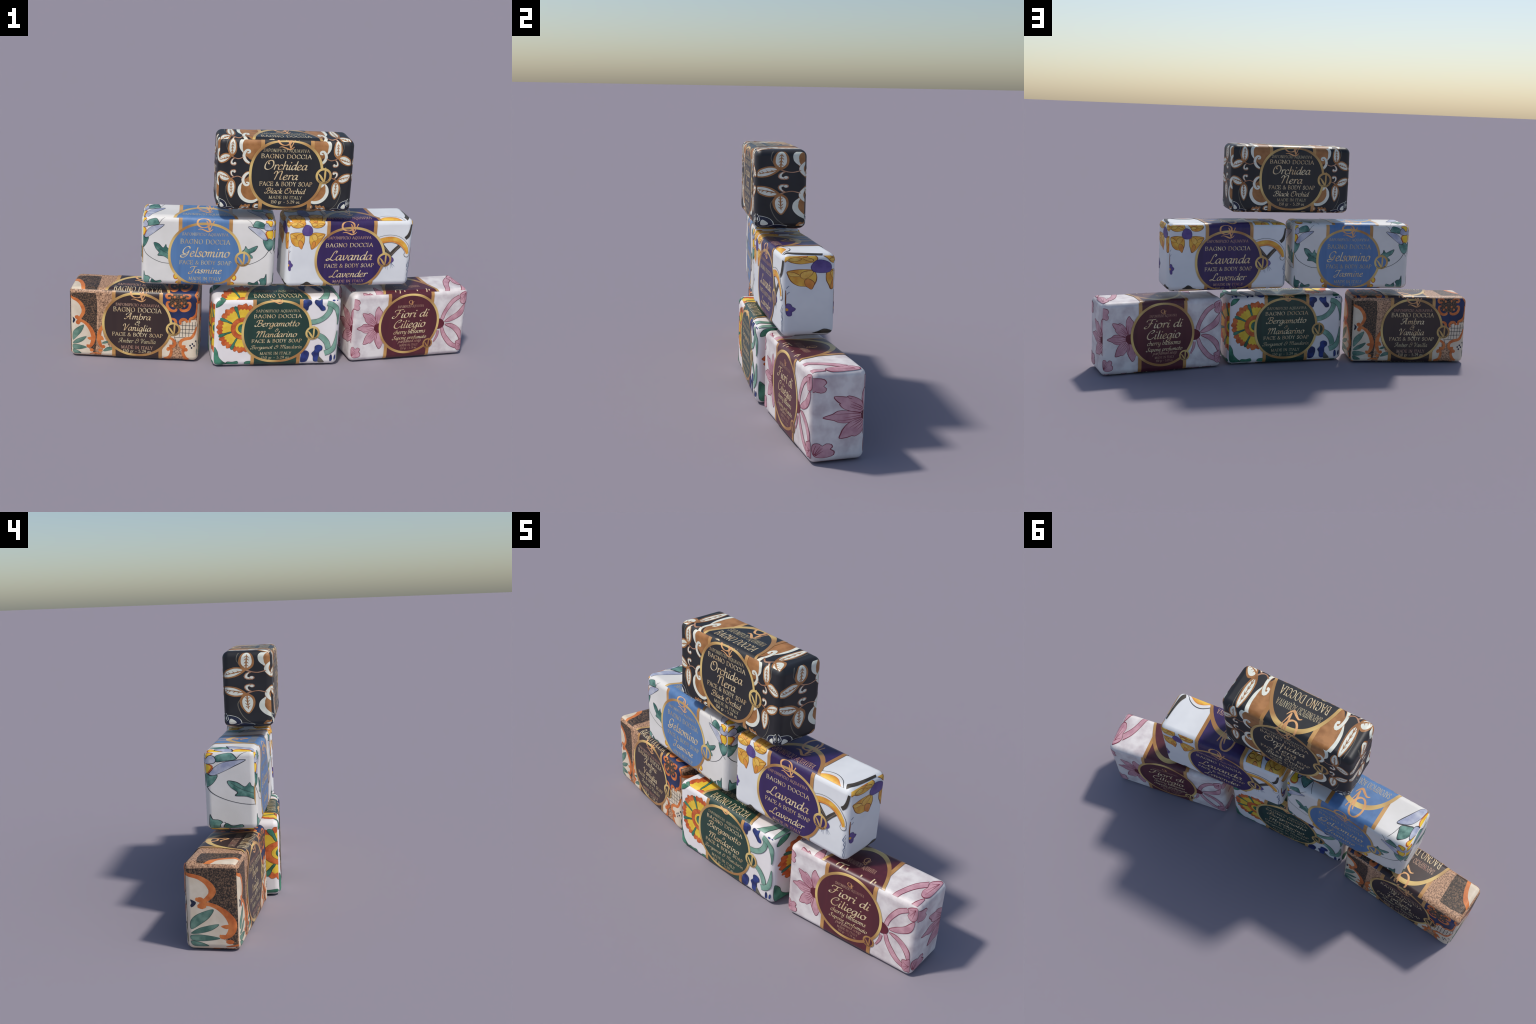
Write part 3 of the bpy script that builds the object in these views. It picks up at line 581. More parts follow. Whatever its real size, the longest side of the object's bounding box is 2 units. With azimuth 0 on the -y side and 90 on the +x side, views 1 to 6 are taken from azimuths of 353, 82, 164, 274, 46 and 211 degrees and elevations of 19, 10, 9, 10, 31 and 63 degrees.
def art_amber(a):
    a.motif('granite_panel')
    a.poly('granite_dark', [(-310,154),(-245,159),(-185,158),(-179,101),(-182,-9),(-182,-62),(-191,-175),(-209,-176),(-223,-44),(-261,32),(-312,29)])
    a.motif('cartouche')
    a.blob('ivory_print', [(-317,129),(-303,126),(-278,112),(-258,87),(-256,55),(-266,30),(-279,21),(-277,5),(-295,-6),(-319,-4)])
    a.blob('ivory_print', [(-319,6),(-277,2),(-247,1),(-224,-20),(-209,-50),(-205,-83),(-216,-115),(-225,-130),(-209,-146),(-194,-162),(-209,-176),(-304,-181),(-322,-179)])
    a.line('tangerine_print', [(-317,135),(-302,129),(-276,118),(-255,94),(-246,62),(-258,34),(-272,22),(-283,28),(-281,35)], [12.2,14.6,15.9,17.1,18.3,17.1,15.9,13.4,11.0])
    a.line('tangerine_print', [(-269,-5),(-278,-2),(-275,8),(-257,11),(-233,-4),(-212,-32),(-200,-66),(-202,-96),(-213,-120),(-227,-124),(-226,-115)], [11.0,13.4,14.6,15.9,18.3,20.7,22.0,22.0,19.5,15.9,12.2])
    a.blob('tangerine_print', [(-229,-79),(-211,-72),(-205,-83),(-216,-90)])
    a.ellipse('tangerine_print', (-208, -143), 10.0, 9.1)
    a.ellipse('tangerine_print', (-166, -142), 9.1, 8.5)
    a.line('tangerine_print', [(-218,-166),(-194,-159),(-169,-161),(-151,-162)], [6.1,9.8,9.8,4.9])
    a.ellipse('tangerine_print', (-277, 30), 8.8, 9.1)
    a.ellipse('tangerine_print', (-271, 1), 8.8, 9.1)
    a.ellipse('tangerine_print', (-224, -123), 8.8, 9.1)
    a.motif('heart')
    a.blob('navy_print', [(-301,29),(-294,25),(-287,18),(-289,7),(-298,-4),(-301,5),(-298,14)])
    a.motif('leaf')
    a.blob('sage_print', [(-301,-58),(-283,-31),(-246,-10),(-256,-43),(-278,-72),(-301,-93)], 'deep_sage', 1.4)
    a.blob('sage_print', [(-302,-111),(-278,-87),(-234,-71),(-251,-95),(-281,-110)], 'deep_sage', 1.4)
    a.blob('sage_print', [(-303,-120),(-272,-117),(-232,-129),(-270,-141),(-300,-139)], 'deep_sage', 1.4)
    a.blob('sage_print', [(-303,-143),(-279,-148),(-260,-163),(-294,-165)], 'deep_sage', 1.4)
    a.motif('cartouche')
    a.blob('ivory_print', [(-156,-34),(-144,-73),(-120,-121),(-96,-140),(-96,-170),(-160,-172),(-151,-136),(-161,-90)])
    a.line('tangerine_print', [(-149,-8),(-165,-35),(-173,-68),(-170,-98),(-160,-120),(-149,-125),(-148,-116)], [12.2,17.1,18.3,18.3,17.1,13.4,11.0])
    a.blob('tangerine_print', [(-166,-68),(-157,-64),(-147,-84),(-164,-86)])
    a.motif('leaf')
    a.blob('sage_print', [(-158,-104),(-142,-93),(-123,-93),(-139,-104)], 'deep_sage', 1.4)
    a.blob('sage_print', [(-151,-144),(-130,-124),(-105,-125),(-108,-136),(-136,-145)], 'deep_sage', 1.4)
    a.ellipse('tangerine_print', (-150, -122), 9.1, 9.1)
    a.motif('granite_panel')
    a.poly('navy_field', [(139,192),(321,195),(318,63),(283,48),(259,31),(229,13),(211,12),(175,36),(140,118)])
    a.motif('medallion')
    a.blob('granite_dark', [(169,177),(250,178),(259,160),(255,144),(263,125),(242,107),(222,97),(201,102),(173,112),(170,139),(164,155)])
    a.line('tangerine_print', [(177,154),(163,151),(156,161),(162,173),(184,177)], [8.5,12.2,13.4,13.4,11.0])
    a.line('tangerine_print', [(252,156),(265,155),(271,167),(262,176),(244,178)], [8.5,12.2,13.4,13.4,11.0])
    a.line('tangerine_print', [(173,131),(163,131),(160,116),(168,97),(187,86),(204,90),(204,99)], [8.5,12.2,13.4,14.6,14.6,13.4,9.8])
    a.line('tangerine_print', [(258,131),(269,132),(271,116),(262,97),(243,89),(228,92),(225,100)], [8.5,12.2,13.4,14.6,14.6,13.4,9.8])
    a.ellipse('tangerine_print', (196, 158), 5.4, 6.6)
    a.ellipse('tangerine_print', (228, 160), 5.4, 6.6)
    a.ellipse('tangerine_print', (200, 125), 5.4, 6.6)
    a.ellipse('tangerine_print', (230, 128), 5.4, 6.6)
    a.ellipse('tangerine_print', (187, 113), 5.4, 6.6)
    a.ellipse('tangerine_print', (244, 114), 5.4, 6.6)
    a.ellipse('tangerine_print', (184, 169), 5.4, 6.6)
    a.ellipse('tangerine_print', (241, 170), 5.4, 6.6)
    a.motif('lattice')
    a.blob('ivory_print', [(176,-59),(206,-21),(226,19),(244,35),(283,42),(307,40),(314,-2),(291,-40),(264,-54),(231,-69),(213,-78),(189,-75)])
    a.line('ink', [(224,-23),(223,-10),(222,-50)], [2.3,2.7,2.3])
    a.line('ink', [(238,30),(238,-10),(237,-49)], [2.3,2.7,2.3])
    a.line('ink', [(254,30),(253,-9),(253,-48)], [2.3,2.7,2.3])
    a.line('ink', [(270,31),(270,-8),(269,-47)], [2.3,2.7,2.3])
    a.line('ink', [(286,32),(285,-7),(284,-20)], [2.3,2.7,2.3])
    a.line('ink', [(299,33),(299,-6),(298,-19)], [2.3,2.7,2.3])
    a.line('ink', [(226,12),(263,12),(303,13)], [2.3,2.7,2.3])
    a.line('ink', [(226,-8),(263,-8),(304,-7)], [2.3,2.7,2.3])
    a.line('ink', [(215,-28),(263,-27),(304,-26)], [2.3,2.7,2.3])
    a.line('ink', [(198,-54),(216,-53),(255,-51)], [2.3,2.7,2.3])
    a.line('ink', [(207,-72),(222,-72),(231,-69)], [2.3,2.7,2.3])
    a.line('ink', [(199,-48),(202,-61),(207,-74)], [2.3,2.7,2.3])
    a.motif('cartouche')
    a.blob('ivory_print', [(140,-121),(177,-62),(189,-88),(177,-112),(184,-138),(166,-169),(136,-171)])
    a.blob('ivory_print', [(237,-72),(264,-64),(291,-46),(311,-2),(332,18),(340,-173),(267,-174),(248,-141),(253,-118),(238,-99)])
    a.blob('ivory_print', [(308,127),(331,141),(335,-1),(311,-9),(314,43)])
    a.line('tangerine_print', [(182,46),(199,40),(205,25),(204,15)], [9.8,13.4,13.4,11.0])
    a.line('tangerine_print', [(229,16),(225,31),(235,43),(251,43),(261,29)], [9.8,13.4,15.9,14.6,9.8])
    a.line('tangerine_print', [(271,30),(274,48),(290,56),(303,72),(308,101),(307,134)], [9.8,13.4,14.6,13.4,12.2,12.2])
    a.line('tangerine_print', [(309,7),(300,-19),(282,-50),(255,-58),(234,-69),(228,-88),(237,-106),(250,-101),(248,-93)], [9.8,12.2,13.4,14.6,15.9,15.9,15.9,13.4,9.8])
    a.line('tangerine_print', [(176,-56),(195,-69),(202,-87),(192,-105),(179,-102),(180,-93)], [11.0,13.4,14.6,14.6,12.2,8.5])
    a.line('tangerine_print', [(167,-122),(168,-112),(180,-113),(185,-131),(175,-159),(148,-172)], [9.8,12.2,13.4,14.6,15.9,13.4])
    a.line('tangerine_print', [(261,-121),(258,-112),(246,-115),(242,-133),(253,-158),(270,-172)], [9.8,12.2,13.4,14.6,15.9,13.4])
    a.line('tangerine_print', [(325,189),(306,185),(300,172),(310,156),(317,128)], [12.2,14.6,14.6,14.6,12.2])
    a.ellipse('tangerine_print', (185, -101), 8.8, 9.1)
    a.ellipse('tangerine_print', (243, -101), 8.8, 9.1)
    a.ellipse('tangerine_print', (169, -118), 8.8, 9.1)
    a.ellipse('tangerine_print', (257, -117), 8.8, 9.1)
    a.motif('dots')
    a.ellipse('navy_print', (288, -84), 4.2, 5.1)
    a.ellipse('navy_print', (277, -93), 4.2, 5.1)
    a.ellipse('navy_print', (296, -94), 4.2, 5.1)
    a.ellipse('navy_print', (284, -105), 4.2, 5.1)
    a.ellipse('navy_print', (305, -70), 4.2, 5.1)
    a.blob('navy_print', [(311,17),(321,34),(324,18),(314,4)])
    a.blob('sage_print', [(313,-75),(330,-41),(335,-97),(317,-101)], 'deep_sage', 1.4)
    a.blob('sage_print', [(311,-115),(335,-103),(336,-146),(315,-148)], 'deep_sage', 1.4)
    a.label_begin()
    a.label('brown_label', centre=(16, 4), radii=(172,168), half_band=106, stripe=17, logo=(13, 170), logo_size=1.0, badge=(192, -10), badge_radius=36, squareness=2.08)
    a.text('serif', 'SAPONIFICIO AQUAVIVA', 18, 101, 212, 14, 'rose_gilt')
    a.text('serif', 'BAGNO DOCCIA', 17, 71, 235, 23, 'gilt')
    a.text('script', 'Ambra', 18, 32, 128, 35, 'gilt')
    a.text('script', '&', 18, 3, 25, 23, 'gilt')
    a.text('script', 'Vaniglia', 16, -28, 137, 36, 'gilt')
    a.text('serif', 'FACE & BODY SOAP', 17, -58, 246, 19, 'gilt')
    a.text('script', 'Amber & Vanilla', 16, -93, 182, 25, 'dull_gilt')
    a.text('serif', 'MADE IN ITALY', 16, -125, 155, 17, 'rose_gilt')
    a.text('serif', '150 gr - 5.29 oz', 16, -144, 136, 16, 'gilt')


def art_green(a):
    a.motif('flower')
    a.sunburst(centre=(-171, 25), radius=130)
    a.motif('ribbon')
    a.blob('leaf_green', [(-307,134),(-304,155),(-289,174),(-258,176),(-272,154),(-291,140)], 'ink', 1.5)
    a.blob('leaf_green', [(-309,-76),(-291,-93),(-283,-124),(-263,-148),(-242,-166),(-303,-165)], 'ink', 1.5)
    a.blob('leaf_green', [(-244,-166),(-242,-151),(-216,-152),(-191,-148),(-190,-167)], 'ink', 1.2)
    a.blob('leaf_green', [(-154,-168),(-151,-152),(-121,-150),(-120,-169)], 'ink', 1.2)
    a.motif('blue_scroll')
    a.blob('cobalt_print', [(121,165),(138,176),(159,170),(164,152),(150,139),(146,120),(133,116),(124,123)], 'ink', 1.2)
    a.blob('cobalt_print', [(177,160),(185,173),(203,168),(216,177),(217,147),(230,134),(232,119),(215,115),(200,132),(183,149)], 'ink', 1.2)
    a.ellipse('cobalt_print', (274, 169), 7.3, 5.4)
    a.ellipse('cobalt_print', (293, 170), 4.8, 4.2)
    a.blob('cobalt_print', [(125,-157),(127,-117),(143,-97),(162,-104),(166,-121),(157,-151),(142,-161)], 'ink', 1.2)
    a.blob('cobalt_print', [(179,-113),(193,-96),(194,-75),(211,-67),(230,-75),(231,-94),(217,-107),(218,-149),(205,-159),(190,-152),(187,-128)], 'ink', 1.2)
    a.blob('grey_print', [(215,-130),(228,-139),(246,-164),(215,-164)])
    a.blob('cobalt_print', [(274,-157),(272,-130),(279,-120),(284,-133),(284,-150)], 'ink', 1.2)
    a.blob('cobalt_print', [(295,-150),(294,-133),(301,-122),(304,-140)], 'ink', 1.2)
    a.motif('ribbon')
    a.line('mint_print', [(153,53),(177,55),(205,62),(234,81),(254,109),(258,132),(251,148)], [26,26,25,25,26,26,22], 'ink', 1.6)
    a.line('mint_print', [(241,154),(266,146),(290,125),(299,99),(302,66),(299,40)], [24,25,25,22,12,4], 'ink', 1.6)
    a.line('mint_print', [(201,-12),(230,-29),(252,-56),(261,-89)], [24,28,28,26], 'ink', 1.6)
    a.line('mint_print', [(244,-112),(270,-102),(290,-80),(298,-46),(301,7)], [28,27,23,14,4], 'ink', 1.6)
    a.label_begin()
    a.label('green_label', centre=(-2, 8), radii=(174,165), half_band=106, stripe=17, logo=(-17, 197), logo_size=1.0, badge=(177, -3), badge_radius=36, squareness=2.25)
    a.text('serif', 'SAPONIFICIO AQUAVIVA', -1, 109, 214, 14, 'dull_gilt')
    a.text('serif', 'BAGNO DOCCIA', 0, 79, 236, 19, 'gilt')
    a.text('script', 'Bergamotto', -1, 35, 223, 34, 'gilt')
    a.text('script', '&', -2, 8, 17, 16, 'gilt')
    a.text('script', 'Mandarino', 0, -22, 202, 34, 'gilt')
    a.text('serif', 'FACE & BODY SOAP', 0, -51, 248, 18, 'gilt')
    a.text('script', 'Bergamot & Mandarin', -1, -84, 256, 20, 'dull_gilt')
    a.text('serif', 'MADE IN ITALY', -2, -116, 157, 15, 'dull_gilt')
    a.text('serif', '150 gr - 5.29 oz', -3, -138, 137, 15, 'dull_gilt')


def art_pink(a):
    a.motif('petal')
    a.blob('pink_print', [(-177,113),(-168,101),(-162,92),(-154,82),(-156,53),(-160,24),(-179,21),(-192,55),(-192,86),(-185,104)], 'wine_ink', 2.3)
    a.line('wine_ink', [(-192,68),(-188,46),(-181,23)], [.8,1.8,2.4])
    a.line('wine_ink', [(-179,59),(-179,41),(-178,22)], [.8,1.8,2.4])
    a.line('wine_ink', [(-162,58),(-164,44),(-167,24)], [.8,1.8,2.4])
    a.motif('petal')
    a.blob('pink_print', [(-260,81),(-241,79),(-230,76),(-225,80),(-209,72),(-195,57),(-184,25),(-195,11),(-218,18),(-237,31),(-247,49),(-245,52),(-254,64)], 'wine_ink', 2.3)
    a.line('wine_ink', [(-219,57),(-202,42),(-187,26)], [.8,1.8,2.4])
    a.line('wine_ink', [(-220,47),(-204,35),(-189,22)], [.8,1.8,2.4])
    a.line('wine_ink', [(-222,37),(-207,27),(-192,18)], [.8,1.8,2.4])
    a.line('wine_ink', [(-230,78),(-223,70),(-218,68)], [.8,1.8,2.4])
    a.motif('petal')
    a.blob('pink_print', [(-285,1),(-262,13),(-255,20),(-241,24),(-197,10),(-193,-11),(-210,-20),(-231,-27),(-250,-21),(-259,-13)], 'wine_ink', 2.3)
    a.line('wine_ink', [(-259,12),(-226,9),(-197,7)], [.8,1.8,2.4])
    a.line('wine_ink', [(-250,-15),(-224,-15),(-195,-8)], [.8,1.8,2.4])
    a.line('wine_ink', [(-233,-6),(-213,-4),(-195,-1)], [.8,1.8,2.4])
    a.line('wine_ink', [(-227,17),(-211,14),(-197,9)], [.8,1.8,2.4])
    a.motif('petal')
    a.blob('pink_print', [(-245,-86),(-242,-68),(-237,-50),(-222,-26),(-195,-12),(-178,-27),(-186,-58),(-196,-73),(-208,-83),(-215,-80),(-226,-85)], 'wine_ink', 2.3)
    a.line('wine_ink', [(-221,-47),(-204,-32),(-191,-19)], [.8,1.8,2.4])
    a.line('wine_ink', [(-211,-52),(-197,-37),(-186,-23)], [.8,1.8,2.4])
    a.line('wine_ink', [(-202,-57),(-190,-42),(-181,-26)], [.8,1.8,2.4])
    a.line('wine_ink', [(-213,-29),(-203,-22),(-193,-16)], [.8,1.8,2.4])
    a.motif('petal')
    a.blob('pink_print', [(-158,-117),(-172,-98),(-178,-86),(-186,-65),(-178,-31),(-162,-30),(-145,-59),(-137,-82),(-143,-92),(-147,-107)], 'wine_ink', 2.3)
    a.line('wine_ink', [(-174,-64),(-175,-48),(-173,-30)], [.8,1.8,2.4])
    a.line('wine_ink', [(-178,-84),(-178,-66),(-175,-43)], [.8,1.8,2.4])
    a.line('wine_ink', [(-147,-84),(-151,-61),(-162,-33)], [.8,1.8,2.4])
    a.motif('flower_centre')
    a.blob('wine_print', [(-194,0),(-188,16),(-171,23),(-151,23),(-143,-29),(-166,-29),(-185,-21)])
    a.motif('blossom')
    a.blob('pink_print', [(-321,157),(-310,157),(-299,157),(-285,152),(-279,137),(-286,126),(-279,116),(-282,103),(-292,100),(-305,106),(-316,105)], 'wine_ink', 2.3)
    a.motif('blossom')
    a.blob('pink_print', [(-302,-151),(-310,-133),(-311,-110),(-303,-99),(-293,-101),(-285,-111),(-276,-103),(-264,-107),(-261,-118),(-266,-126),(-257,-135),(-258,-149),(-269,-156),(-286,-158)], 'wine_ink', 2.3)
    a.line('wine_ink', [(-290,-110),(-298,-127),(-303,-145)], [.8,1.8,2.6])
    a.line('wine_ink', [(-285,-119),(-294,-132),(-302,-146)], [.8,1.8,2.6])
    a.line('wine_ink', [(-283,-131),(-292,-138),(-301,-148)], [.8,1.8,2.6])
    a.line('wine_ink', [(-300,-107),(-305,-127),(-304,-145)], [.8,1.8,2.6])
    a.motif('ribbon_loop')
    a.line('pink_print', [(178,23),(186,53),(202,85),(228,120),(263,144)], [18,19,21,22,20], 'wine_ink', 2.3)
    a.blob('pink_print', [(194,11),(222,35),(260,61),(296,102),(299,75),(285,43),(248,18),(215,8)], 'wine_ink', 2.3)
    a.blob('pink_print', [(198,-6),(227,-3),(263,-18),(291,-47),(301,-80),(296,-106),(273,-66),(241,-33),(212,-16)], 'wine_ink', 2.3)
    a.line('pink_print', [(181,-23),(195,-59),(221,-95),(245,-119),(275,-135)], [15,20,24,24,20], 'wine_ink', 2.3)
    a.line('pink_print', [(163,-37),(158,-67),(143,-99)], [12,12,6], 'wine_ink', 1.6)
    a.motif('flower_centre')
    a.blob('wine_print', [(152,26),(180,21),(193,2),(185,-20),(155,-26)])
    a.motif('blossom')
    a.blob('pink_print', [(304,168),(280,165),(263,151),(271,135),(266,121),(278,106),(295,105),(310,122)], 'wine_ink', 2.3)
    a.line('wine_ink', [(272,150),(284,153),(296,160)], [.8,1.7,2.2])
    a.line('wine_ink', [(276,124),(285,140),(296,160)], [.8,1.7,2.2])
    a.line('wine_ink', [(286,111),(291,133),(296,160)], [.8,1.7,2.2])
    a.motif('blossom')
    a.blob('pink_print', [(304,-94),(289,-98),(270,-107),(274,-124),(272,-142),(285,-155),(300,-155),(313,-160)], 'wine_ink', 2.3)
    a.line('wine_ink', [(276,-113),(287,-120),(304,-127)], [.8,1.7,2.2])
    a.line('wine_ink', [(279,-137),(289,-132),(304,-127)], [.8,1.7,2.2])
    a.line('wine_ink', [(287,-150),(293,-139),(304,-127)], [.8,1.7,2.2])
    a.label_begin()
    a.label('maroon_label', centre=(-4, 11), radii=(165,163), half_band=108, stripe=17, logo=(-6, 129), logo_size=0.34, badge=(110, -104), badge_radius=27, squareness=2)
    a.text('serif', 'SAPONIFICIO AQUAVIVA', -4, 100, 140, 13, 'rose_gilt')
    a.text('script', 'Fiori di', -1, 46, 197, 45, 'gilt')
    a.text('script', 'Ciliegio', 2, -10, 173, 45, 'gilt')
    a.text('script', 'cherry blossoms', 3, -42, 172, 25, 'gilt')
    a.text('script', 'Sapone profumato', 5, -73, 189, 21, 'gilt')
    a.text('script', 'parfumed soap', 7, -91, 126, 18, 'rose_gilt')
    a.text('serif', 'MADE IN ITALY', 6, -112, 101, 12, 'rose_gilt')
    a.text('serif', '150 gr - 5.29 oz', 5, -128, 86, 11, 'rose_gilt')


# ------------------------------------------------------------------ the bar itself
TOP_STRIP, END_STRIP = 0.30, 0.21  # shares of the design that run over top and ends
FACES = ("front", "back", "top", "bottom", "end", "far_end")


class Bar:
    def __init__(self, size, radius, seed):
        self.half = np.array(size) / 2
        self.radius, self.seed = radius, seed
        self.patch = {face: self.sample(face) for face in FACES}

    def frame(self, face):
        """Half extents along the two face directions."""
        a, b, c = self.half
        return {"front": (a, c), "back": (a, c), "top": (a, b), "bottom": (a, b), "end": (b, c), "far_end": (b, c)}[face]

    def to_face(self, face, x, y):
        """Design metres -> face coordinates."""
        a, b, c = self.half
        if face in ("front", "back"):
            return x, y
        if face in ("top", "bottom"):
            share = 2 * c * TOP_STRIP
            return x, (y - (c - share)) / share * 2 * b - b
        share = 2 * a * END_STRIP
        return (x + a) / share * 2 * b - b, y

    def box_point(self, face, s, t):
        a, b, c = self.half
        return {
            "front": (s, -b, t), "back": (-s, b, t), "top": (s, t, c),
            "bottom": (s, -t, -c), "end": (a, s, t), "far_end": (-a, -s, t),
        }[face]

    def surface(self, q):
        """Rounded box with soft wrapper dents; returns the point, relative to the bar's middle."""
        q = np.array(q)
        inner = np.clip(q, -(self.half - self.radius), self.half - self.radius)
        d = q - inner
        d /= np.linalg.norm(d)
        p = inner + self.radius * d
        e = np.clip(1 - (p / self.half) ** 2, 0, 1)
        pillow = 0.0004 * (e[0] * e[1] + e[1] * e[2] + e[0] * e[2])
        off_ground = np.clip((p[2] + self.half[2]) / 0.08, 0, 1) ** 2
        dent = noise.noise(Vector(p * 8 + self.seed)) * 0.0012 * off_ground
        return p + d * (pillow + dent)

    def lines(self, half):
        r = self.radius
        core = np.linspace(-half + r, half - r, max(4, int((2 * half - 2 * r) / 0.014)))
        edge = np.linspace(0, r, 9)[1:]
        return np.concatenate([-half + r - edge[::-1], core, half - r + edge])

    def sample(self, face):
        hs, ht = self.frame(face)
        s, t = self.lines(hs), self.lines(ht)
        e = 1e-4
        points, normals = np.zeros((len(s), len(t), 3)), np.zeros((len(s), len(t), 3))
        for i, u in enumerate(s):
            for j, v in enumerate(t):
                points[i, j] = self.surface(self.box_point(face, u, v))
                du = self.surface(self.box_point(face, min(u + e, hs), v)) - self.surface(self.box_point(face, max(u - e, -hs), v))
                dv = self.surface(self.box_point(face, u, min(v + e, ht))) - self.surface(self.box_point(face, u, max(v - e, -ht)))
                n = np.cross(du, dv)
                normals[i, j] = n / np.linalg.norm(n)
        return s, t, points, normals

    def lay(self, face, st, lift):
        """Bilinear lookup in the sampled patch, raised along the normal."""
        s, t, points, normals = self.patch[face]
        i = np.clip(np.searchsorted(s, st[:, 0]) - 1, 0, len(s) - 2)
        j = np.clip(np.searchsorted(t, st[:, 1]) - 1, 0, len(t) - 2)
        u = ((st[:, 0] - s[i]) / (s[i + 1] - s[i])).clip(0, 1)[:, None]
        v = ((st[:, 1] - t[j]) / (t[j + 1] - t[j])).clip(0, 1)[:, None]
        mix = lambda g: (1 - u) * (1 - v) * g[i, j] + u * (1 - v) * g[i + 1, j] + (1 - u) * v * g[i, j + 1] + u * v * g[i + 1, j + 1]
        n = mix(normals)
        n /= np.linalg.norm(n, axis=1, keepdims=True)
        return mix(points) + n * lift[:, None], n

    def body(self):
        vertices, faces, known, normals = [], [], {}, []

        def index(p, n):
            key = tuple(np.round(p, 6))
            if key not in known:
                known[key] = len(vertices)
                vertices.append(tuple(p))
                normals.append(n)
            return known[key]

        for face in FACES:
            s, t, points, bent = self.patch[face]
            grid = [[index(points[i, j], bent[i, j]) for j in range(len(t))] for i in range(len(s))]
            faces += [(grid[i][j], grid[i + 1][j], grid[i + 1][j + 1], grid[i][j + 1]) for i in range(len(s) - 1) for j in range(len(t) - 1)]
        return vertices, faces, normals


def mesh_object(name, vertices, faces, normals, slots, mats, parent, z_shift):
    mesh = bpy.data.meshes.new(name)
    mesh.from_pydata([(x, y, z + z_shift) for x, y, z in vertices], [], faces)
    for slot in slots:
        mesh.materials.append(MATERIALS[slot])
    if mats is not None:
        mesh.polygons.foreach_set("material_index", mats)
    mesh.polygons.foreach_set("use_smooth", [True] * len(mesh.polygons))
    mesh.update()
    mesh.normals_split_custom_set_from_vertices([tuple(n) for n in normals])
    ob = bpy.data.objects.new(name, mesh)
    bpy.context.scene.collection.objects.link(ob)
    ob.parent = parent
    return ob


def print_motif(bar, face, shapes):
    """Cuts one motif to a face and its surface grid; returns mesh data or None."""
    hs, ht = bar.frame(face)
    gs, gt, _, _ = bar.patch[face]
    bm = bmesh.new()
    slots = []
    for mat, v, z, polys in shapes:
        s, t = bar.to_face(face, v[:, 0] / 1000, v[:, 1] / 1000)
        if s.max() <= -hs or s.min() >= hs or t.max() <= -ht or t.min() >= ht:
            continue
        if mat not in slots:
            slots.append(mat)
        made = [bm.verts.new((a, b, c)) for a, b, c in zip(s, t, z)]
        for poly in polys:
            try:
                bm.faces.new([made[k] for k in poly]).material_index = slots.index(mat)
            except ValueError:
                pass
    if not bm.faces:
        bm.free()
        return None
    low = [min(v.co[k] for v in bm.verts) for k in (0, 1)]
    high = [max(v.co[k] for v in bm.verts) for k in (0, 1)]
    for axis, half, grid in ((0, hs, gs), (1, ht, gt)):
        for value in [g for g in grid if low[axis] < g < high[axis]]:
            co, no = [0, 0, 0], [0, 0, 0]
            co[axis], no[axis] = value, 1
            bmesh.ops.bisect_plane(bm, geom=bm.verts[:] + bm.edges[:] + bm.faces[:], dist=1e-7, plane_co=co, plane_no=no,
                                   clear_outer=value >= half - 1e-6, clear_inner=value <= -half + 1e-6)
    bmesh.ops.delete(bm, geom=[v for v in bm.verts if not v.link_faces], context="VERTS")
    if not bm.faces:
        bm.free()
        return None
    bm.verts.index_update()
    flat = np.array([v.co[:] for v in bm.verts])
    polys = [[v.index for v in f.verts] for f in bm.faces]
    mats = [f.material_index for f in bm.faces]
    bm.free()
    points, normals = bar.lay(face, flat[:, :2], flat[:, 2] * (0.35 if face == "bottom" else 1.0))
    return points, polys, normals, slots, mats


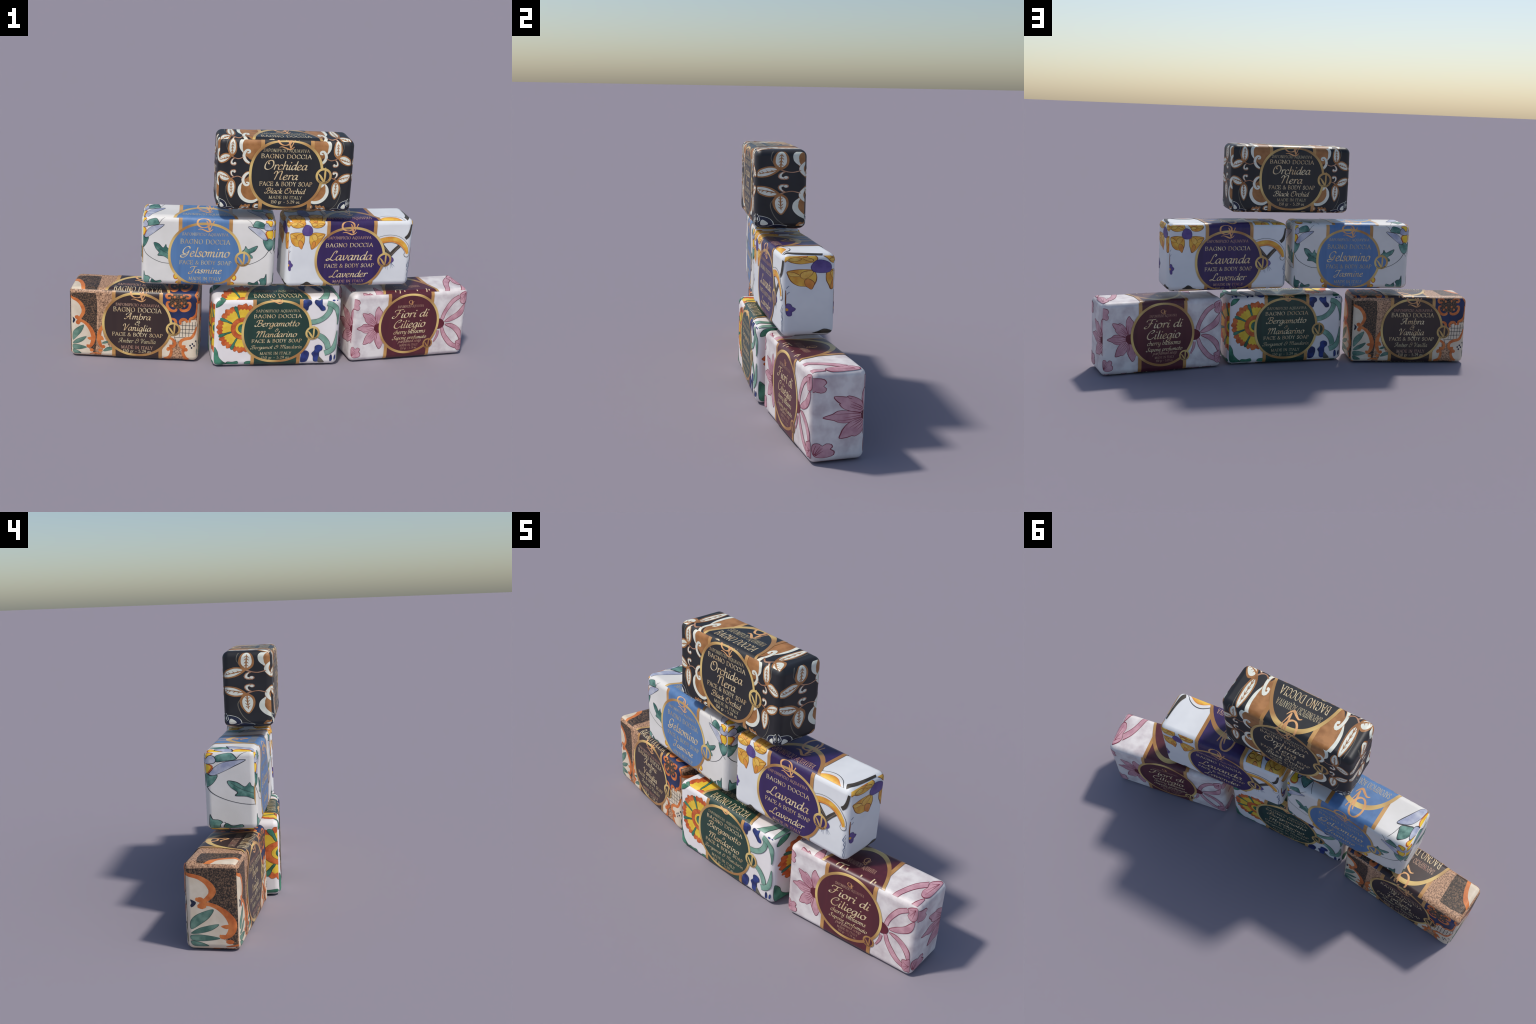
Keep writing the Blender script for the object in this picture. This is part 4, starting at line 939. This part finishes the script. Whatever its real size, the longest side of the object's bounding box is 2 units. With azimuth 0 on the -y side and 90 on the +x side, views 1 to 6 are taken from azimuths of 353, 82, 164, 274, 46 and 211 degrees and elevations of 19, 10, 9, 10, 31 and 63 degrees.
def build_bar(name, label, art, paper, place, yaw, size, radius, seed):
    root = bpy.data.objects.new(name, None)
    bpy.context.scene.collection.objects.link(root)
    root.location, root.rotation_euler = place, (0, 0, yaw)
    root["label"], root["category"] = label, "soap bar"
    bar = Bar(size, radius, seed)
    lift = size[2] / 2
    vertices, faces, normals = bar.body()
    wrapper = mesh_object("wrapper", vertices, faces, normals, [paper], None, root, lift)
    design = Design()
    art(design)
    parents = {"wrapper": wrapper}
    for face in FACES:
        parents["label"] = None
        for motif, part, shapes in design.motifs:
            made = print_motif(bar, face, shapes)
            if made is None:
                continue
            points, polys, bent, slots, mats = made
            parent = parents[part] or root
            ob = mesh_object(motif, points, polys, bent, slots, mats, parent, lift)
            if part == "label" and parents["label"] is None:
                parents["label"] = ob  # the band carries medallion, lettering and badge
    return root


BARS = [
    ("wrapped_soap_bar", "black wrapped soap bar with cream leaves and gold medallion", art_black, "black_paper", (0.0, -0.062, 0.798), -0.004, (0.631, 0.224, 0.3425), 0.030, 1.3),
    ("wrapped_soap_bar", "white wrapped soap bar with teal lilies and blue medallion", art_jasmine, "white_paper", (-0.336, -0.013, 0.403), -0.054, (0.634, 0.223, 0.3465), 0.030, 2.9),
    ("wrapped_soap_bar", "white wrapped soap bar with yellow tulips and purple medallion", art_lavender, "cool_paper", (0.336, -0.014, 0.405), 0.074, (0.629, 0.222, 0.342), 0.030, 4.1),
    ("wrapped_soap_bar", "brown granite wrapped soap bar with orange scrolls and dark medallion", art_amber, "granite_paper", (-0.677, 0.028, 0.0015), -0.125, (0.631, 0.221, 0.361), 0.028, 5.7),
    ("wrapped_soap_bar", "white wrapped soap bar with orange flower and green medallion", art_green, "bright_paper", (0.0, -0.059, 0.0015), 0.032, (0.631, 0.222, 0.358), 0.030, 7.3),
    ("wrapped_soap_bar", "pale pink wrapped soap bar with pink blossoms and maroon medallion", art_pink, "blush_paper", (0.674, 0.025, 0.0015), 0.159, (0.628, 0.224, 0.363), 0.028, 8.9),
]
for spec in BARS:
    build_bar(*spec)
